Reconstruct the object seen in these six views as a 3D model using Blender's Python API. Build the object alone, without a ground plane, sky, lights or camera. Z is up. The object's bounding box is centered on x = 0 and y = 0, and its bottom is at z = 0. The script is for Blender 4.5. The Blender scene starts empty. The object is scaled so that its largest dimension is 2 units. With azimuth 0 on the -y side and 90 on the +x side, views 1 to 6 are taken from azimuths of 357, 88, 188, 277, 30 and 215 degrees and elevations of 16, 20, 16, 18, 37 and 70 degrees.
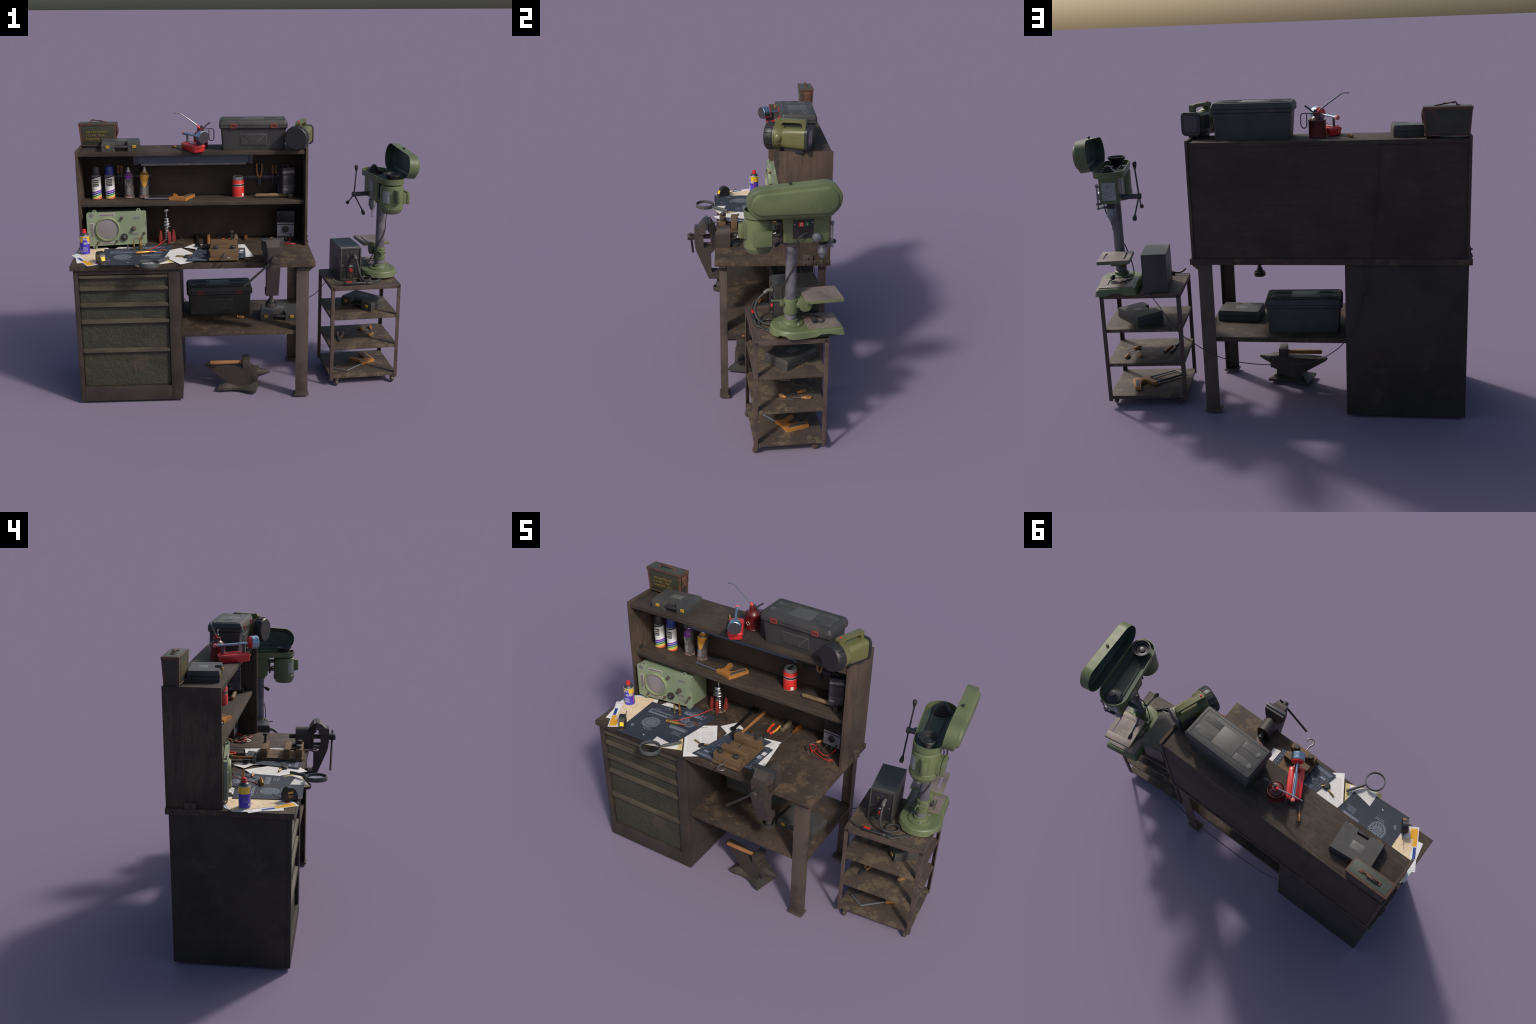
# A cluttered workshop corner: workbench with hutch, tools and papers, and a trolley with a drill press.
import bpy, bmesh, math, random
from mathutils import Vector, Matrix, noise

random.seed(7)
PI = math.pi
rad = math.radians

# ------------------------------------------------------------------ colours
def lin(c):
    c = c / 255.0
    return c / 12.92 if c <= 0.04045 else ((c + 0.055) / 1.055) ** 2.4

def rgb(r, g, b):
    return (lin(r), lin(g), lin(b), 1.0)

# ------------------------------------------------------------------ materials
def _new(name):
    m = bpy.data.materials.new(name)
    m.use_nodes = True
    nt = m.node_tree
    bsdf = next(n for n in nt.nodes if n.type == 'BSDF_PRINCIPLED')
    return m, nt, bsdf

def _node(nt, kind, **kw):
    n = nt.nodes.new(kind)
    for k, v in kw.items():
        setattr(n, k, v)
    return n

def _coord(nt, stretch=(1, 1, 1), shift=0.0):
    tc = _node(nt, 'ShaderNodeTexCoord')
    mp = _node(nt, 'ShaderNodeMapping')
    mp.inputs['Scale'].default_value = stretch
    mp.inputs['Location'].default_value = (shift, shift * 0.7, shift * 1.3)
    nt.links.new(tc.outputs['Object'], mp.inputs['Vector'])
    return mp.outputs['Vector']

def _noise(nt, vec, scale, detail=4.0, rough=0.55, distortion=0.0):
    n = _node(nt, 'ShaderNodeTexNoise')
    n.inputs['Scale'].default_value = scale
    n.inputs['Detail'].default_value = detail
    n.inputs['Roughness'].default_value = rough
    n.inputs['Distortion'].default_value = distortion
    nt.links.new(vec, n.inputs['Vector'])
    return n.outputs['Fac']

def _ramp(nt, fac, lo, hi):
    r = _node(nt, 'ShaderNodeMapRange')
    r.interpolation_type = 'SMOOTHSTEP'
    r.inputs['From Min'].default_value = lo
    r.inputs['From Max'].default_value = hi
    nt.links.new(fac, r.inputs['Value'])
    return r.outputs['Result']

def _math(nt, op, a, b=None):
    n = _node(nt, 'ShaderNodeMath', operation=op)
    for i, v in enumerate((a, b)):
        if v is None:
            continue
        if isinstance(v, (int, float)):
            n.inputs[i].default_value = v
        else:
            nt.links.new(v, n.inputs[i])
    return n.outputs[0]

def _mix(nt, fac, a, b):
    n = _node(nt, 'ShaderNodeMix', data_type='RGBA')
    for sock, v in ((n.inputs[0], fac), (n.inputs[6], a), (n.inputs[7], b)):
        if isinstance(v, (tuple, list)):
            sock.default_value = v
        elif isinstance(v, (int, float)):
            sock.default_value = v
        else:
            nt.links.new(v, sock)
    return n.outputs[2]

def worn(name, base, layers=(), rough=0.6, metal=0.0, bump=None, coat=0.0, spec=0.5, rough_var=0.0):
    """Base colour with layers of (colour, scale, low, high, amount, stretch) noise patches laid over it."""
    m, nt, b = _new(name)
    col = base
    for i, (c, scale, lo, hi, amt, st) in enumerate(layers):
        f = _noise(nt, _coord(nt, st, i * 3.7 + 0.31), scale, 5.0, 0.6)
        f = _math(nt, 'MULTIPLY', _ramp(nt, f, lo, hi), amt)
        col = _mix(nt, f, col, c)
    if isinstance(col, tuple):
        b.inputs['Base Color'].default_value = col
    else:
        nt.links.new(col, b.inputs['Base Color'])
    b.inputs['Roughness'].default_value = rough
    if rough_var:
        f = _noise(nt, _coord(nt, (1, 1, 1), 5.1), 30, 4)
        r = _node(nt, 'ShaderNodeMapRange')
        r.inputs['To Min'].default_value = rough - rough_var
        r.inputs['To Max'].default_value = rough + rough_var
        nt.links.new(f, r.inputs['Value'])
        nt.links.new(r.outputs['Result'], b.inputs['Roughness'])
    b.inputs['Metallic'].default_value = metal
    b.inputs['Specular IOR Level'].default_value = spec
    if coat:
        b.inputs['Coat Weight'].default_value = coat
        b.inputs['Coat Roughness'].default_value = 0.15
    if bump:
        scale, strength, st = bump
        bp = _node(nt, 'ShaderNodeBump')
        bp.inputs['Strength'].default_value = strength
        bp.inputs['Distance'].default_value = 0.004
        nt.links.new(_noise(nt, _coord(nt, st, 1.9), scale, 6.0, 0.62), bp.inputs['Height'])
        nt.links.new(bp.outputs['Normal'], b.inputs['Normal'])
    return m

ONE = (1, 1, 1)

def wood(name, base, dark, light, axis, rough=0.75, scale=1.0, streak=1.0):
    """Timber: fine streaks along one axis under blotches of grime."""
    st = [9, 9, 9]
    st['xyz'.index(axis)] = 0.9
    st = tuple(q * scale for q in st)
    fine = tuple(q * 2.2 for q in st)
    return worn(name, base, [
        (dark, 9, 0.42, 0.66, 0.6 * streak, st),
        (light, 14, 0.55, 0.74, 0.5 * streak, fine),
        (dark, 3.5, 0.42, 0.68, 0.75, ONE),
        (light, 7, 0.56, 0.74, 0.4, ONE),
        (dark, 22, 0.55, 0.7, 0.4, ONE),
    ], rough=rough, bump=(14, 0.4 * streak, fine), spec=0.3)

def banded(name, stops, slope=0.0, rough=0.35, coat=0.2, stains=None, metal=0.0):
    """Printed can: colours change at heights; stops are (height, colour), slope tilts the bands around the axis."""
    m, nt, b = _new(name)
    tc = _node(nt, 'ShaderNodeTexCoord')
    sp = _node(nt, 'ShaderNodeSeparateXYZ')
    nt.links.new(tc.outputs['Object'], sp.inputs[0])
    h = sp.outputs['Z']
    if slope:
        h = _math(nt, 'SUBTRACT', h, _math(nt, 'MULTIPLY', sp.outputs['X'], slope))
    col = stops[0][1]
    for z, c in stops[1:]:
        col = _mix(nt, _math(nt, 'GREATER_THAN', h, z), col, c)
    if stains:
        c, scale, lo, hi = stains
        f = _ramp(nt, _noise(nt, _coord(nt), scale, 5), lo, hi)
        col = _mix(nt, f, col, c)
    nt.links.new(col, b.inputs['Base Color'])
    b.inputs['Roughness'].default_value = rough
    b.inputs['Coat Weight'].default_value = coat
    b.inputs['Metallic'].default_value = metal
    return m

def page(name, paper, ink, rows, col_w, margin, density=0.55):
    """Printed page: rows of words made by a brick pattern broken with white noise, inside margins."""
    m, nt, b = _new(name)
    tc = _node(nt, 'ShaderNodeTexCoord')
    vec = tc.outputs['Object']
    br = _node(nt, 'ShaderNodeTexBrick')
    br.inputs['Color1'].default_value = (0, 0, 0, 1)
    br.inputs['Color2'].default_value = (1, 1, 1, 1)
    br.inputs['Mortar'].default_value = (1, 1, 1, 1)
    br.inputs['Scale'].default_value = 1.0
    br.inputs['Brick Width'].default_value = col_w
    br.inputs['Row Height'].default_value = rows
    br.inputs['Mortar Size'].default_value = rows * 0.28
    br.inputs['Bias'].default_value = -0.2
    nt.links.new(vec, br.inputs['Vector'])
    sp = _node(nt, 'ShaderNodeSeparateXYZ')
    nt.links.new(vec, sp.inputs[0])
    inx = _math(nt, 'LESS_THAN', _math(nt, 'ABSOLUTE', sp.outputs['X']), margin[0])
    gut = _math(nt, 'GREATER_THAN', _math(nt, 'ABSOLUTE', _math(nt, 'SUBTRACT', sp.outputs['X'], margin[2])), 0.004)
    iny = _math(nt, 'LESS_THAN', _math(nt, 'ABSOLUTE', _math(nt, 'ADD', sp.outputs['Y'], margin[3])), margin[1])
    mask = _math(nt, 'MULTIPLY', _math(nt, 'MULTIPLY', inx, iny), gut)
    inv = _math(nt, 'SUBTRACT', 1.0, br.outputs['Color'])
    f = _math(nt, 'MULTIPLY', _math(nt, 'MULTIPLY', inv, mask), density)
    nt.links.new(_mix(nt, f, paper, ink), b.inputs['Base Color'])
    b.inputs['Roughness'].default_value = 0.8
    return m

def plain(name, c, rough=0.5, metal=0.0, coat=0.0, spec=0.5):
    """A small-part material with slight tonal variation."""
    dk = tuple(x * 0.72 for x in c[:3]) + (1,)
    return worn(name, c, [(dk, 60, 0.45, 0.7, 0.6, ONE)], rough, metal, None, coat, spec)

TAN, BROWN, DEEP = rgb(112, 93, 70), rgb(76, 66, 57), rgb(52, 45, 41)
MAT = {}
MAT['bench_top'] = worn('stained_bench_top', rgb(73, 61, 52), [
    (rgb(50, 43, 38), 4, 0.42, 0.6, 0.8, ONE), (rgb(68, 63, 48), 5, 0.55, 0.7, 0.5, ONE),
    (rgb(94, 78, 61), 9, 0.565, 0.59, 0.6, ONE), (rgb(60, 50, 44), 34, 0.52, 0.58, 0.7, ONE), (rgb(98, 80, 62), 22, 0.63, 0.66, 0.65, ONE),
    (rgb(47, 40, 37), 60, 0.58, 0.66, 0.5, ONE)], 0.7, bump=(22, 0.35, ONE), spec=0.3)
MAT['bench_metal'] = worn('grimy_brown_metal', rgb(57, 50, 46), [
    (rgb(44, 39, 37), 4, 0.42, 0.62, 0.8, ONE), (rgb(70, 64, 52), 7, 0.55, 0.7, 0.55, ONE),
    (rgb(76, 56, 48), 10, 0.62, 0.7, 0.45, ONE)], 0.65, bump=(60, 0.35, ONE), spec=0.35)
MAT['bench_leg'] = worn('brown_leg_metal', rgb(84, 72, 65), [
    (rgb(56, 49, 45), 6, 0.45, 0.65, 0.8, ONE), (rgb(104, 86, 62), 9, 0.62, 0.7, 0.6, ONE)], 0.65, bump=(90, 0.3, ONE), spec=0.35)
MAT['drawer'] = worn('hammered_green_drawer', rgb(58, 57, 46), [
    (rgb(47, 49, 39), 5, 0.42, 0.62, 0.8, ONE), (rgb(76, 65, 55), 6, 0.52, 0.68, 0.7, ONE),
    (rgb(52, 59, 45), 3, 0.5, 0.7, 0.6, ONE), (rgb(86, 72, 60), 30, 0.62, 0.7, 0.5, ONE)], 0.55, bump=(110, 1.0, ONE), spec=0.4)
MAT['lip'] = worn('worn_drawer_lip', rgb(74, 68, 56), [
    (rgb(56, 50, 44), 8, 0.42, 0.62, 0.8, (0.4, 1, 1)), (rgb(92, 84, 66), 14, 0.6, 0.7, 0.5, (0.4, 1, 1))], 0.6, spec=0.35)
HD, HB, HL = rgb(46, 40, 37), rgb(72, 62, 54), rgb(98, 84, 70)
MAT['wood_x'] = wood('hutch_wood_lengthwise', HB, HD, HL, 'x', streak=1.0)
MAT['wood_z'] = wood('hutch_wood_upright', rgb(84, 70, 59), rgb(54, 46, 41), rgb(104, 86, 70), 'z', streak=1.05)
MAT['wood_back'] = wood('hutch_back_board', rgb(69, 58, 51), rgb(50, 44, 40), rgb(84, 71, 60), 'x', scale=0.8, streak=0.6)
MAT['cart'] = worn('trolley_leg_paint', rgb(84, 70, 64), [
    (rgb(60, 52, 48), 12, 0.45, 0.65, 0.7, ONE), (rgb(102, 82, 66), 16, 0.6, 0.7, 0.5, ONE)], 0.6, bump=(80, 0.2, ONE), spec=0.35)
MAT['cart_shelf'] = worn('flaked_trolley_shelf', rgb(78, 66, 58), [
    (rgb(60, 52, 47), 7, 0.42, 0.6, 0.7, ONE), (rgb(101, 89, 71), 12, 0.535, 0.555, 0.75, ONE),
    (rgb(72, 60, 52), 42, 0.55, 0.59, 0.75, ONE), (rgb(100, 86, 66), 26, 0.62, 0.64, 0.6, ONE)], 0.65, bump=(40, 0.25, ONE), spec=0.35)
MAT['green'] = worn('drill_green_paint', rgb(98, 107, 75), [
    (rgb(82, 92, 64), 6, 0.42, 0.66, 0.7, ONE), (rgb(114, 120, 90), 9, 0.58, 0.72, 0.45, ONE)], 0.45, spec=0.4, rough_var=0.1)
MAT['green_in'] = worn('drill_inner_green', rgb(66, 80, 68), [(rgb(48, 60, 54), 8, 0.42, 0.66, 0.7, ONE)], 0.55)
MAT['machined'] = worn('stained_machined_iron', rgb(128, 116, 110), [
    (rgb(98, 88, 84), 9, 0.42, 0.66, 0.7, ONE), (rgb(146, 132, 120), 20, 0.55, 0.7, 0.5, ONE)], 0.5, metal=0.15)
MAT['column'] = worn('mottled_steel_column', rgb(112, 110, 116), [
    (rgb(84, 82, 90), 10, 0.42, 0.62, 0.8, ONE), (rgb(136, 134, 138), 16, 0.58, 0.72, 0.5, ONE)], 0.45, metal=0.2)
MAT['steel'] = plain('dull_steel', rgb(128, 130, 136), 0.35, 0.6)
MAT['steel_dark'] = plain('dark_steel', rgb(74, 76, 80), 0.4, 0.5)
MAT['pulley'] = worn('oily_black_pulley', rgb(52, 52, 54), [(rgb(92, 90, 88), 40, 0.58, 0.7, 0.6, ONE)], 0.4, 0.3)
MAT['black'] = plain('black_plastic', rgb(38, 38, 40), 0.45)
MAT['rubber'] = plain('black_rubber', rgb(44, 44, 44), 0.6)
MAT['cable'] = plain('dark_cable', rgb(46, 46, 46), 0.55)
MAT['hose'] = plain('grey_rubber_hose', rgb(92, 92, 88), 0.5)
MAT['red'] = plain('red_plastic', rgb(196, 40, 36), 0.4)
MAT['white'] = plain('white_enamel', rgb(222, 220, 214), 0.5)
MAT['plate'] = worn('scuffed_label_plate', rgb(150, 150, 150), [
    (rgb(104, 104, 106), 90, 0.45, 0.62, 0.7, (1, 1, 3)), (rgb(176, 176, 172), 20, 0.55, 0.7, 0.6, ONE)], 0.5)
MAT['toolbox'] = worn('scuffed_black_toolbox', rgb(64, 63, 62), [
    (rgb(50, 51, 52), 7, 0.42, 0.62, 0.7, ONE), (rgb(84, 81, 76), 12, 0.58, 0.72, 0.5, ONE)], 0.55, bump=(120, 0.2, ONE), spec=0.4)
MAT['toolbox_plate'] = plain('toolbox_lid_plate', rgb(80, 78, 75), 0.5)
MAT['toolbox_low'] = worn('toolbox_grooved_panel', rgb(78, 78, 76), [(rgb(58, 58, 58), 14, 0.45, 0.62, 0.7, (0.3, 1, 1))], 0.55, bump=(60, 0.4, (0.3, 1, 1)))
MAT['latch_red'] = plain('faded_red_latch', rgb(146, 58, 54), 0.5)
MAT['case'] = worn('grey_plastic_case', rgb(69, 68, 66), [
    (rgb(58, 58, 57), 9, 0.42, 0.64, 0.6, ONE), (rgb(88, 86, 82), 14, 0.6, 0.72, 0.5, ONE)], 0.55, bump=(140, 0.2, ONE), spec=0.4)
MAT['case_label'] = plain('case_label', rgb(96, 97, 94), 0.5)
MAT['yellow'] = plain('yellow_latch', rgb(178, 140, 52), 0.45)
MAT['rust'] = worn('rusted_edge_paint', rgb(96, 60, 46), [
    (rgb(60, 52, 44), 14, 0.42, 0.6, 0.85, ONE), (rgb(118, 74, 54), 26, 0.56, 0.7, 0.6, ONE)], 0.7)
MAT['ammo'] = worn('olive_can_paint', rgb(55, 54, 41), [
    (rgb(44, 45, 36), 8, 0.42, 0.62, 0.7, ONE), (rgb(88, 56, 44), 9, 0.52, 0.62, 0.8, ONE)], 0.6, bump=(60, 0.2, ONE))
MAT['ammo_top'] = worn('can_lid_paint', rgb(64, 70, 60), [
    (rgb(52, 56, 50), 10, 0.42, 0.62, 0.7, ONE), (rgb(112, 70, 52), 16, 0.6, 0.66, 0.6, ONE)], 0.55)
MAT['ink_yellow'] = plain('yellow_stencil', rgb(132, 116, 48), 0.6)
MAT['lantern'] = worn('chipped_red_enamel', rgb(206, 44, 40), [
    (rgb(166, 34, 34), 9, 0.45, 0.65, 0.6, ONE), (rgb(198, 170, 164), 45, 0.67, 0.69, 0.8, ONE)], 0.35, coat=0.3)
MAT['chrome_blue'] = plain('bluish_chrome', rgb(150, 176, 196), 0.2, 0.9)
MAT['chrome'] = plain('chrome', rgb(216, 216, 218), 0.24, 1.0)
MAT['lens'] = worn('dark_lens', rgb(58, 55, 60), [], 0.25, coat=0.3)
MAT['pink'] = plain('faded_pink_knob', rgb(214, 104, 104), 0.45)
MAT['oil'] = worn('dark_red_oil_can', rgb(102, 26, 25), [
    (rgb(52, 20, 20), 12, 0.42, 0.58, 0.8, ONE), (rgb(80, 62, 58), 22, 0.6, 0.68, 0.6, ONE)], 0.4, coat=0.2)
MAT['olive'] = worn('olive_lamp_plastic', rgb(97, 98, 62), [
    (rgb(82, 82, 50), 7, 0.45, 0.66, 0.6, ONE), (rgb(116, 114, 74), 14, 0.6, 0.72, 0.4, ONE)], 0.38, spec=0.45)
MAT['vise'] = worn('grimy_cast_iron', rgb(66, 58, 54), [
    (rgb(54, 51, 49), 9, 0.42, 0.62, 0.8, ONE), (rgb(94, 68, 52), 12, 0.58, 0.7, 0.6, ONE)], 0.55, 0.1, bump=(70, 0.25, ONE))
MAT['anvil'] = worn('dark_cast_anvil', rgb(66, 58, 52), [
    (rgb(50, 50, 46), 9, 0.42, 0.62, 0.8, ONE), (rgb(76, 56, 50), 14, 0.58, 0.7, 0.6, ONE)], 0.55, 0.1, bump=(70, 0.25, ONE))
MAT['handle_wood'] = wood('ash_handle', rgb(158, 110, 70), rgb(130, 86, 52), rgb(176, 128, 84), 'x', 0.55, 2.0)
MAT['handle_dark'] = wood('pale_worn_handle', rgb(136, 114, 86), rgb(104, 86, 64), rgb(156, 132, 100), 'x', 0.6, 2.0)
MAT['block'] = wood('oak_vice_block', rgb(112, 89, 64), rgb(80, 62, 44), rgb(132, 106, 78), 'x', 0.6, 2.0)
MAT['iron'] = plain('black_iron', rgb(60, 57, 54), 0.5, 0.3)
MAT['hook'] = plain('grey_hook_steel', rgb(112, 106, 104), 0.4, 0.5)
MAT['orange'] = worn('orange_grip', rgb(172, 116, 56), [(rgb(140, 92, 46), 30, 0.5, 0.7, 0.6, ONE)], 0.5)
MAT['grip'] = plain('charcoal_grip', rgb(74, 76, 78), 0.6)
MAT['radio'] = worn('pale_green_radio_paint', rgb(132, 144, 119), [
    (rgb(118, 130, 106), 6, 0.45, 0.65, 0.6, ONE), (rgb(108, 104, 104), 13, 0.68, 0.7, 0.85, ONE),
    (rgb(142, 156, 128), 20, 0.6, 0.72, 0.4, ONE)], 0.5, bump=(160, 0.12, ONE))
MAT['scuff'] = plain('bare_scuffed_metal', rgb(112, 108, 112), 0.5)
MAT['label_rim'] = plain('pale_pink_label_rim', rgb(196, 178, 178), 0.5)
MAT['knob'] = worn('worn_brown_knob', rgb(84, 72, 64), [(rgb(54, 48, 46), 60, 0.45, 0.65, 0.8, ONE)], 0.45)
MAT['screen'] = worn('dusty_scope_glass', rgb(128, 124, 126), [(rgb(112, 108, 110), 10, 0.45, 0.66, 0.6, ONE)], 0.22, coat=0.4)
MAT['radio_rim'] = worn('screen_bezel', rgb(130, 142, 104), [(rgb(120, 96, 76), 30, 0.55, 0.68, 0.8, ONE)], 0.5)
MAT['red_fin'] = worn('red_bakelite', rgb(124, 42, 39), [(rgb(94, 32, 31), 20, 0.5, 0.7, 0.6, ONE)], 0.45)
MAT['mica'] = plain('brown_mica_base', rgb(120, 104, 88), 0.5)
MAT['meter_glass'] = plain('dark_meter_window', rgb(30, 30, 33), 0.3)
MAT['meter'] = worn('grey_meter_face', rgb(116, 117, 124), [(rgb(100, 101, 108), 20, 0.5, 0.7, 0.5, ONE)], 0.4)
MAT['brass'] = plain('brass', rgb(206, 158, 84), 0.3, 0.85)
MAT['brass_old'] = plain('dull_brass', rgb(150, 130, 76), 0.4, 0.7)
MAT['copper'] = plain('copper', rgb(206, 132, 92), 0.32, 0.85)
MAT['blueprint'] = worn('blueprint_paper', rgb(46, 52, 66), [(rgb(38, 43, 54), 6, 0.45, 0.7, 0.6, ONE)], 0.75)
MAT['bp_ink'] = plain('blueprint_line', rgb(150, 160, 176), 0.8)
MAT['paper'] = plain('white_paper', rgb(226, 224, 222), 0.8)
MAT['beige'] = worn('aged_beige_paper', rgb(226, 204, 170), [(rgb(214, 188, 152), 9, 0.45, 0.7, 0.5, ONE)], 0.8)
MAT['manila'] = worn('manila_paper', rgb(218, 200, 140), [(rgb(204, 186, 128), 9, 0.45, 0.7, 0.5, ONE)], 0.8)
MAT['pale_blue'] = plain('pale_blue_paper', rgb(186, 200, 214), 0.8)
MAT['ink'] = plain('brown_ink', rgb(124, 104, 88), 0.8)
MAT['ink_black'] = plain('black_ink', rgb(70, 68, 70), 0.8)
MAT['ink_blue'] = plain('blue_print', rgb(28, 66, 140), 0.7)
MAT['ink_amber'] = plain('amber_print', rgb(226, 164, 36), 0.7)
MAT['ink_red'] = plain('orange_print', rgb(218, 82, 48), 0.7)
MAT['text_page'] = page('closely_printed_page', rgb(226, 224, 222), rgb(108, 106, 108), 0.0042, 0.006, (0.074, 0.098, 0.0, 0.012), 0.75)
MAT['text_page2'] = page('sketch_page', rgb(226, 224, 222), rgb(110, 108, 110), 0.009, 0.007, (0.04, 0.06, 0.3, 0.0), 0.6)
MAT['lamp'] = worn('blue_grey_lamp_housing', rgb(72, 84, 98), [(rgb(56, 66, 78), 12, 0.45, 0.66, 0.7, (0.3, 1, 1))], 0.5)
MAT['welder'] = worn('charcoal_welder_shell', rgb(62, 62, 59), [
    (rgb(48, 48, 46), 8, 0.42, 0.62, 0.7, ONE), (rgb(82, 80, 72), 24, 0.6, 0.7, 0.45, ONE)], 0.45, bump=(90, 0.2, ONE))
MAT['tin'] = worn('scraped_black_tin', rgb(58, 57, 62), [
    (rgb(46, 45, 50), 10, 0.42, 0.62, 0.7, ONE), (rgb(140, 136, 134), 24, 0.585, 0.615, 0.75, (0.5, 1, 1.6)),
    (rgb(96, 92, 92), 60, 0.6, 0.66, 0.4, ONE)], 0.45, 0.2)
MAT['pewter'] = plain('worn_driver_grip', rgb(124, 112, 92), 0.4, 0.3)
MAT['amber'] = worn('amber_driver_grip', rgb(104, 64, 30), [(rgb(66, 42, 24), 50, 0.45, 0.65, 0.7, ONE)], 0.25, coat=0.4)
MAT['plier_red'] = plain('red_insulation', rgb(214, 62, 44), 0.45)
MAT['plier_yellow'] = plain('yellow_insulation', rgb(216, 170, 56), 0.45)
MAT['tape_yellow'] = plain('bright_yellow_label', rgb(236, 196, 30), 0.4)
MAT['wire_red'] = plain('red_wire', rgb(178, 50, 46), 0.45)
MAT['screw'] = plain('bright_screw', rgb(170, 168, 164), 0.35, 0.6)

# ------------------------------------------------------------------ mesh helpers
def finish(bm, name, mat, parent=None, loc=(0, 0, 0), rot=(0, 0, 0), angle=35):
    bmesh.ops.recalc_face_normals(bm, faces=bm.faces)
    me = bpy.data.meshes.new(name)
    bm.to_mesh(me)
    bm.free()
    return place(me, name, mat, parent, loc, rot, angle)

def place(me, name, mat, parent=None, loc=(0, 0, 0), rot=(0, 0, 0), angle=35):
    me.materials.clear()
    me.materials.append(MAT[mat] if isinstance(mat, str) else mat)
    me.polygons.foreach_set('use_smooth', [True] * len(me.polygons))
    me.set_sharp_from_angle(angle=rad(angle))
    ob = bpy.data.objects.new(name, me)
    bpy.context.scene.collection.objects.link(ob)
    ob.location = loc
    ob.rotation_euler = rot
    if parent is not None:
        ob.parent = parent
    return ob

def again(ob, loc, rot=None):
    c = ob.copy()
    bpy.context.scene.collection.objects.link(c)
    c.location = loc
    if rot is not None:
        c.rotation_euler = rot
    return c

def thing(name, label, category, loc=(0, 0, 0), yaw=0.0, tilt=(0, 0)):
    e = bpy.data.objects.new(name, None)
    e.empty_display_size = 0.05
    bpy.context.scene.collection.objects.link(e)
    e.location = loc
    e.rotation_euler = (rad(tilt[0]), rad(tilt[1]), rad(yaw))
    e['label'] = label
    e['category'] = category
    return e

def tag(ob, label, category):
    ob['label'] = label
    ob['category'] = category
    return ob

def add_box(bm, x0, x1, y0, y1, z0, z1, bevel=0.0, seg=2, taper=None):
    """Box; taper=(tx,ty) scales the bottom rectangle about its centre."""
    cx, cy = (x0 + x1) / 2, (y0 + y1) / 2
    vs = []
    for z in (z0, z1):
        s = taper if (taper and z == z0) else (1, 1)
        for x, y in ((x0, y0), (x1, y0), (x1, y1), (x0, y1)):
            vs.append(bm.verts.new((cx + (x - cx) * s[0], cy + (y - cy) * s[1], z)))
    fs = [(3, 2, 1, 0), (4, 5, 6, 7), (0, 1, 5, 4), (1, 2, 6, 5), (2, 3, 7, 6), (3, 0, 4, 7)]
    faces = [bm.faces.new([vs[i] for i in f]) for f in fs]
    if bevel:
        es = list({e for f in faces for e in f.edges})
        bmesh.ops.bevel(bm, geom=es, offset=bevel, segments=seg, affect='EDGES', profile=0.6)
    return vs

def box(name, mat, parent, x0, x1, y0, y1, z0, z1, bevel=0.0015, taper=None, seg=2):
    bm = bmesh.new()
    add_box(bm, x0, x1, y0, y1, z0, z1, bevel, seg, taper)
    return finish(bm, name, mat, parent)

def add_loft(bm, rings, cap0=True, cap1=True, closed=True):
    vr = [[bm.verts.new(p) for p in r] for r in rings]
    n = len(vr[0])
    for a, b in zip(vr, vr[1:]):
        for i in range(n if closed else n - 1):
            j = (i + 1) % n
            bm.faces.new((a[i], a[j], b[j], b[i]))
    if cap0:
        bm.faces.new(vr[0][::-1])
    if cap1:
        bm.faces.new(vr[-1])
    return vr

def add_lathe(bm, prof, seg=32, centre=(0, 0, 0), axis='z', start=0.0, square=None):
    """Turned shape from a (radius, height) profile about an axis."""
    c = Vector(centre)
    rings = []
    for r, h in prof:
        ring = []
        for i in range(seg):
            a = start + 2 * PI * i / seg
            x, y = max(r, 1e-5) * math.cos(a), max(r, 1e-5) * math.sin(a)
            if axis == 'z':
                p = (x, y, h)
            elif axis == 'x':
                p = (h, x, y)
            else:
                p = (y, h, x)
            ring.append(c + Vector(p))
        rings.append(ring)
    hollow = prof[0] == prof[-1]
    return add_loft(bm, rings, not hollow, not hollow)

def lathe(name, mat, parent, prof, seg=32, centre=(0, 0, 0), axis='z', angle=35, loc=(0, 0, 0), rot=(0, 0, 0)):
    bm = bmesh.new()
    add_lathe(bm, prof, seg, centre, axis)
    return finish(bm, name, mat, parent, loc, rot, angle)

def add_prism(bm, outline, h0, h1, axis='z', bevel=0.0, centre=(0, 0, 0)):
    """Extrude a 2D outline between two heights along an axis: z->(x,y,h), x->(h,x,y), y->(x,h,y)."""
    def P(a, b, h):
        p = {'z': (a, b, h), 'x': (h, a, b), 'y': (a, h, b)}[axis]
        return Vector(centre) + Vector(p)
    before = set(bm.faces)
    add_loft(bm, [[P(a, b, h0) for a, b in outline], [P(a, b, h1) for a, b in outline]])
    if bevel:
        fs = [f for f in bm.faces if f not in before]
        es = [e for f in fs for e in f.edges if e.calc_face_angle(0) > rad(25)]
        bmesh.ops.bevel(bm, geom=list(set(es)), offset=bevel, segments=2, affect='EDGES', profile=0.6)

def prism(name, mat, parent, outline, h0, h1, axis='z', bevel=0.0, centre=(0, 0, 0), loc=(0, 0, 0), rot=(0, 0, 0)):
    bm = bmesh.new()
    add_prism(bm, outline, h0, h1, axis, bevel, centre)
    return finish(bm, name, mat, parent, loc, rot)

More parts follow.
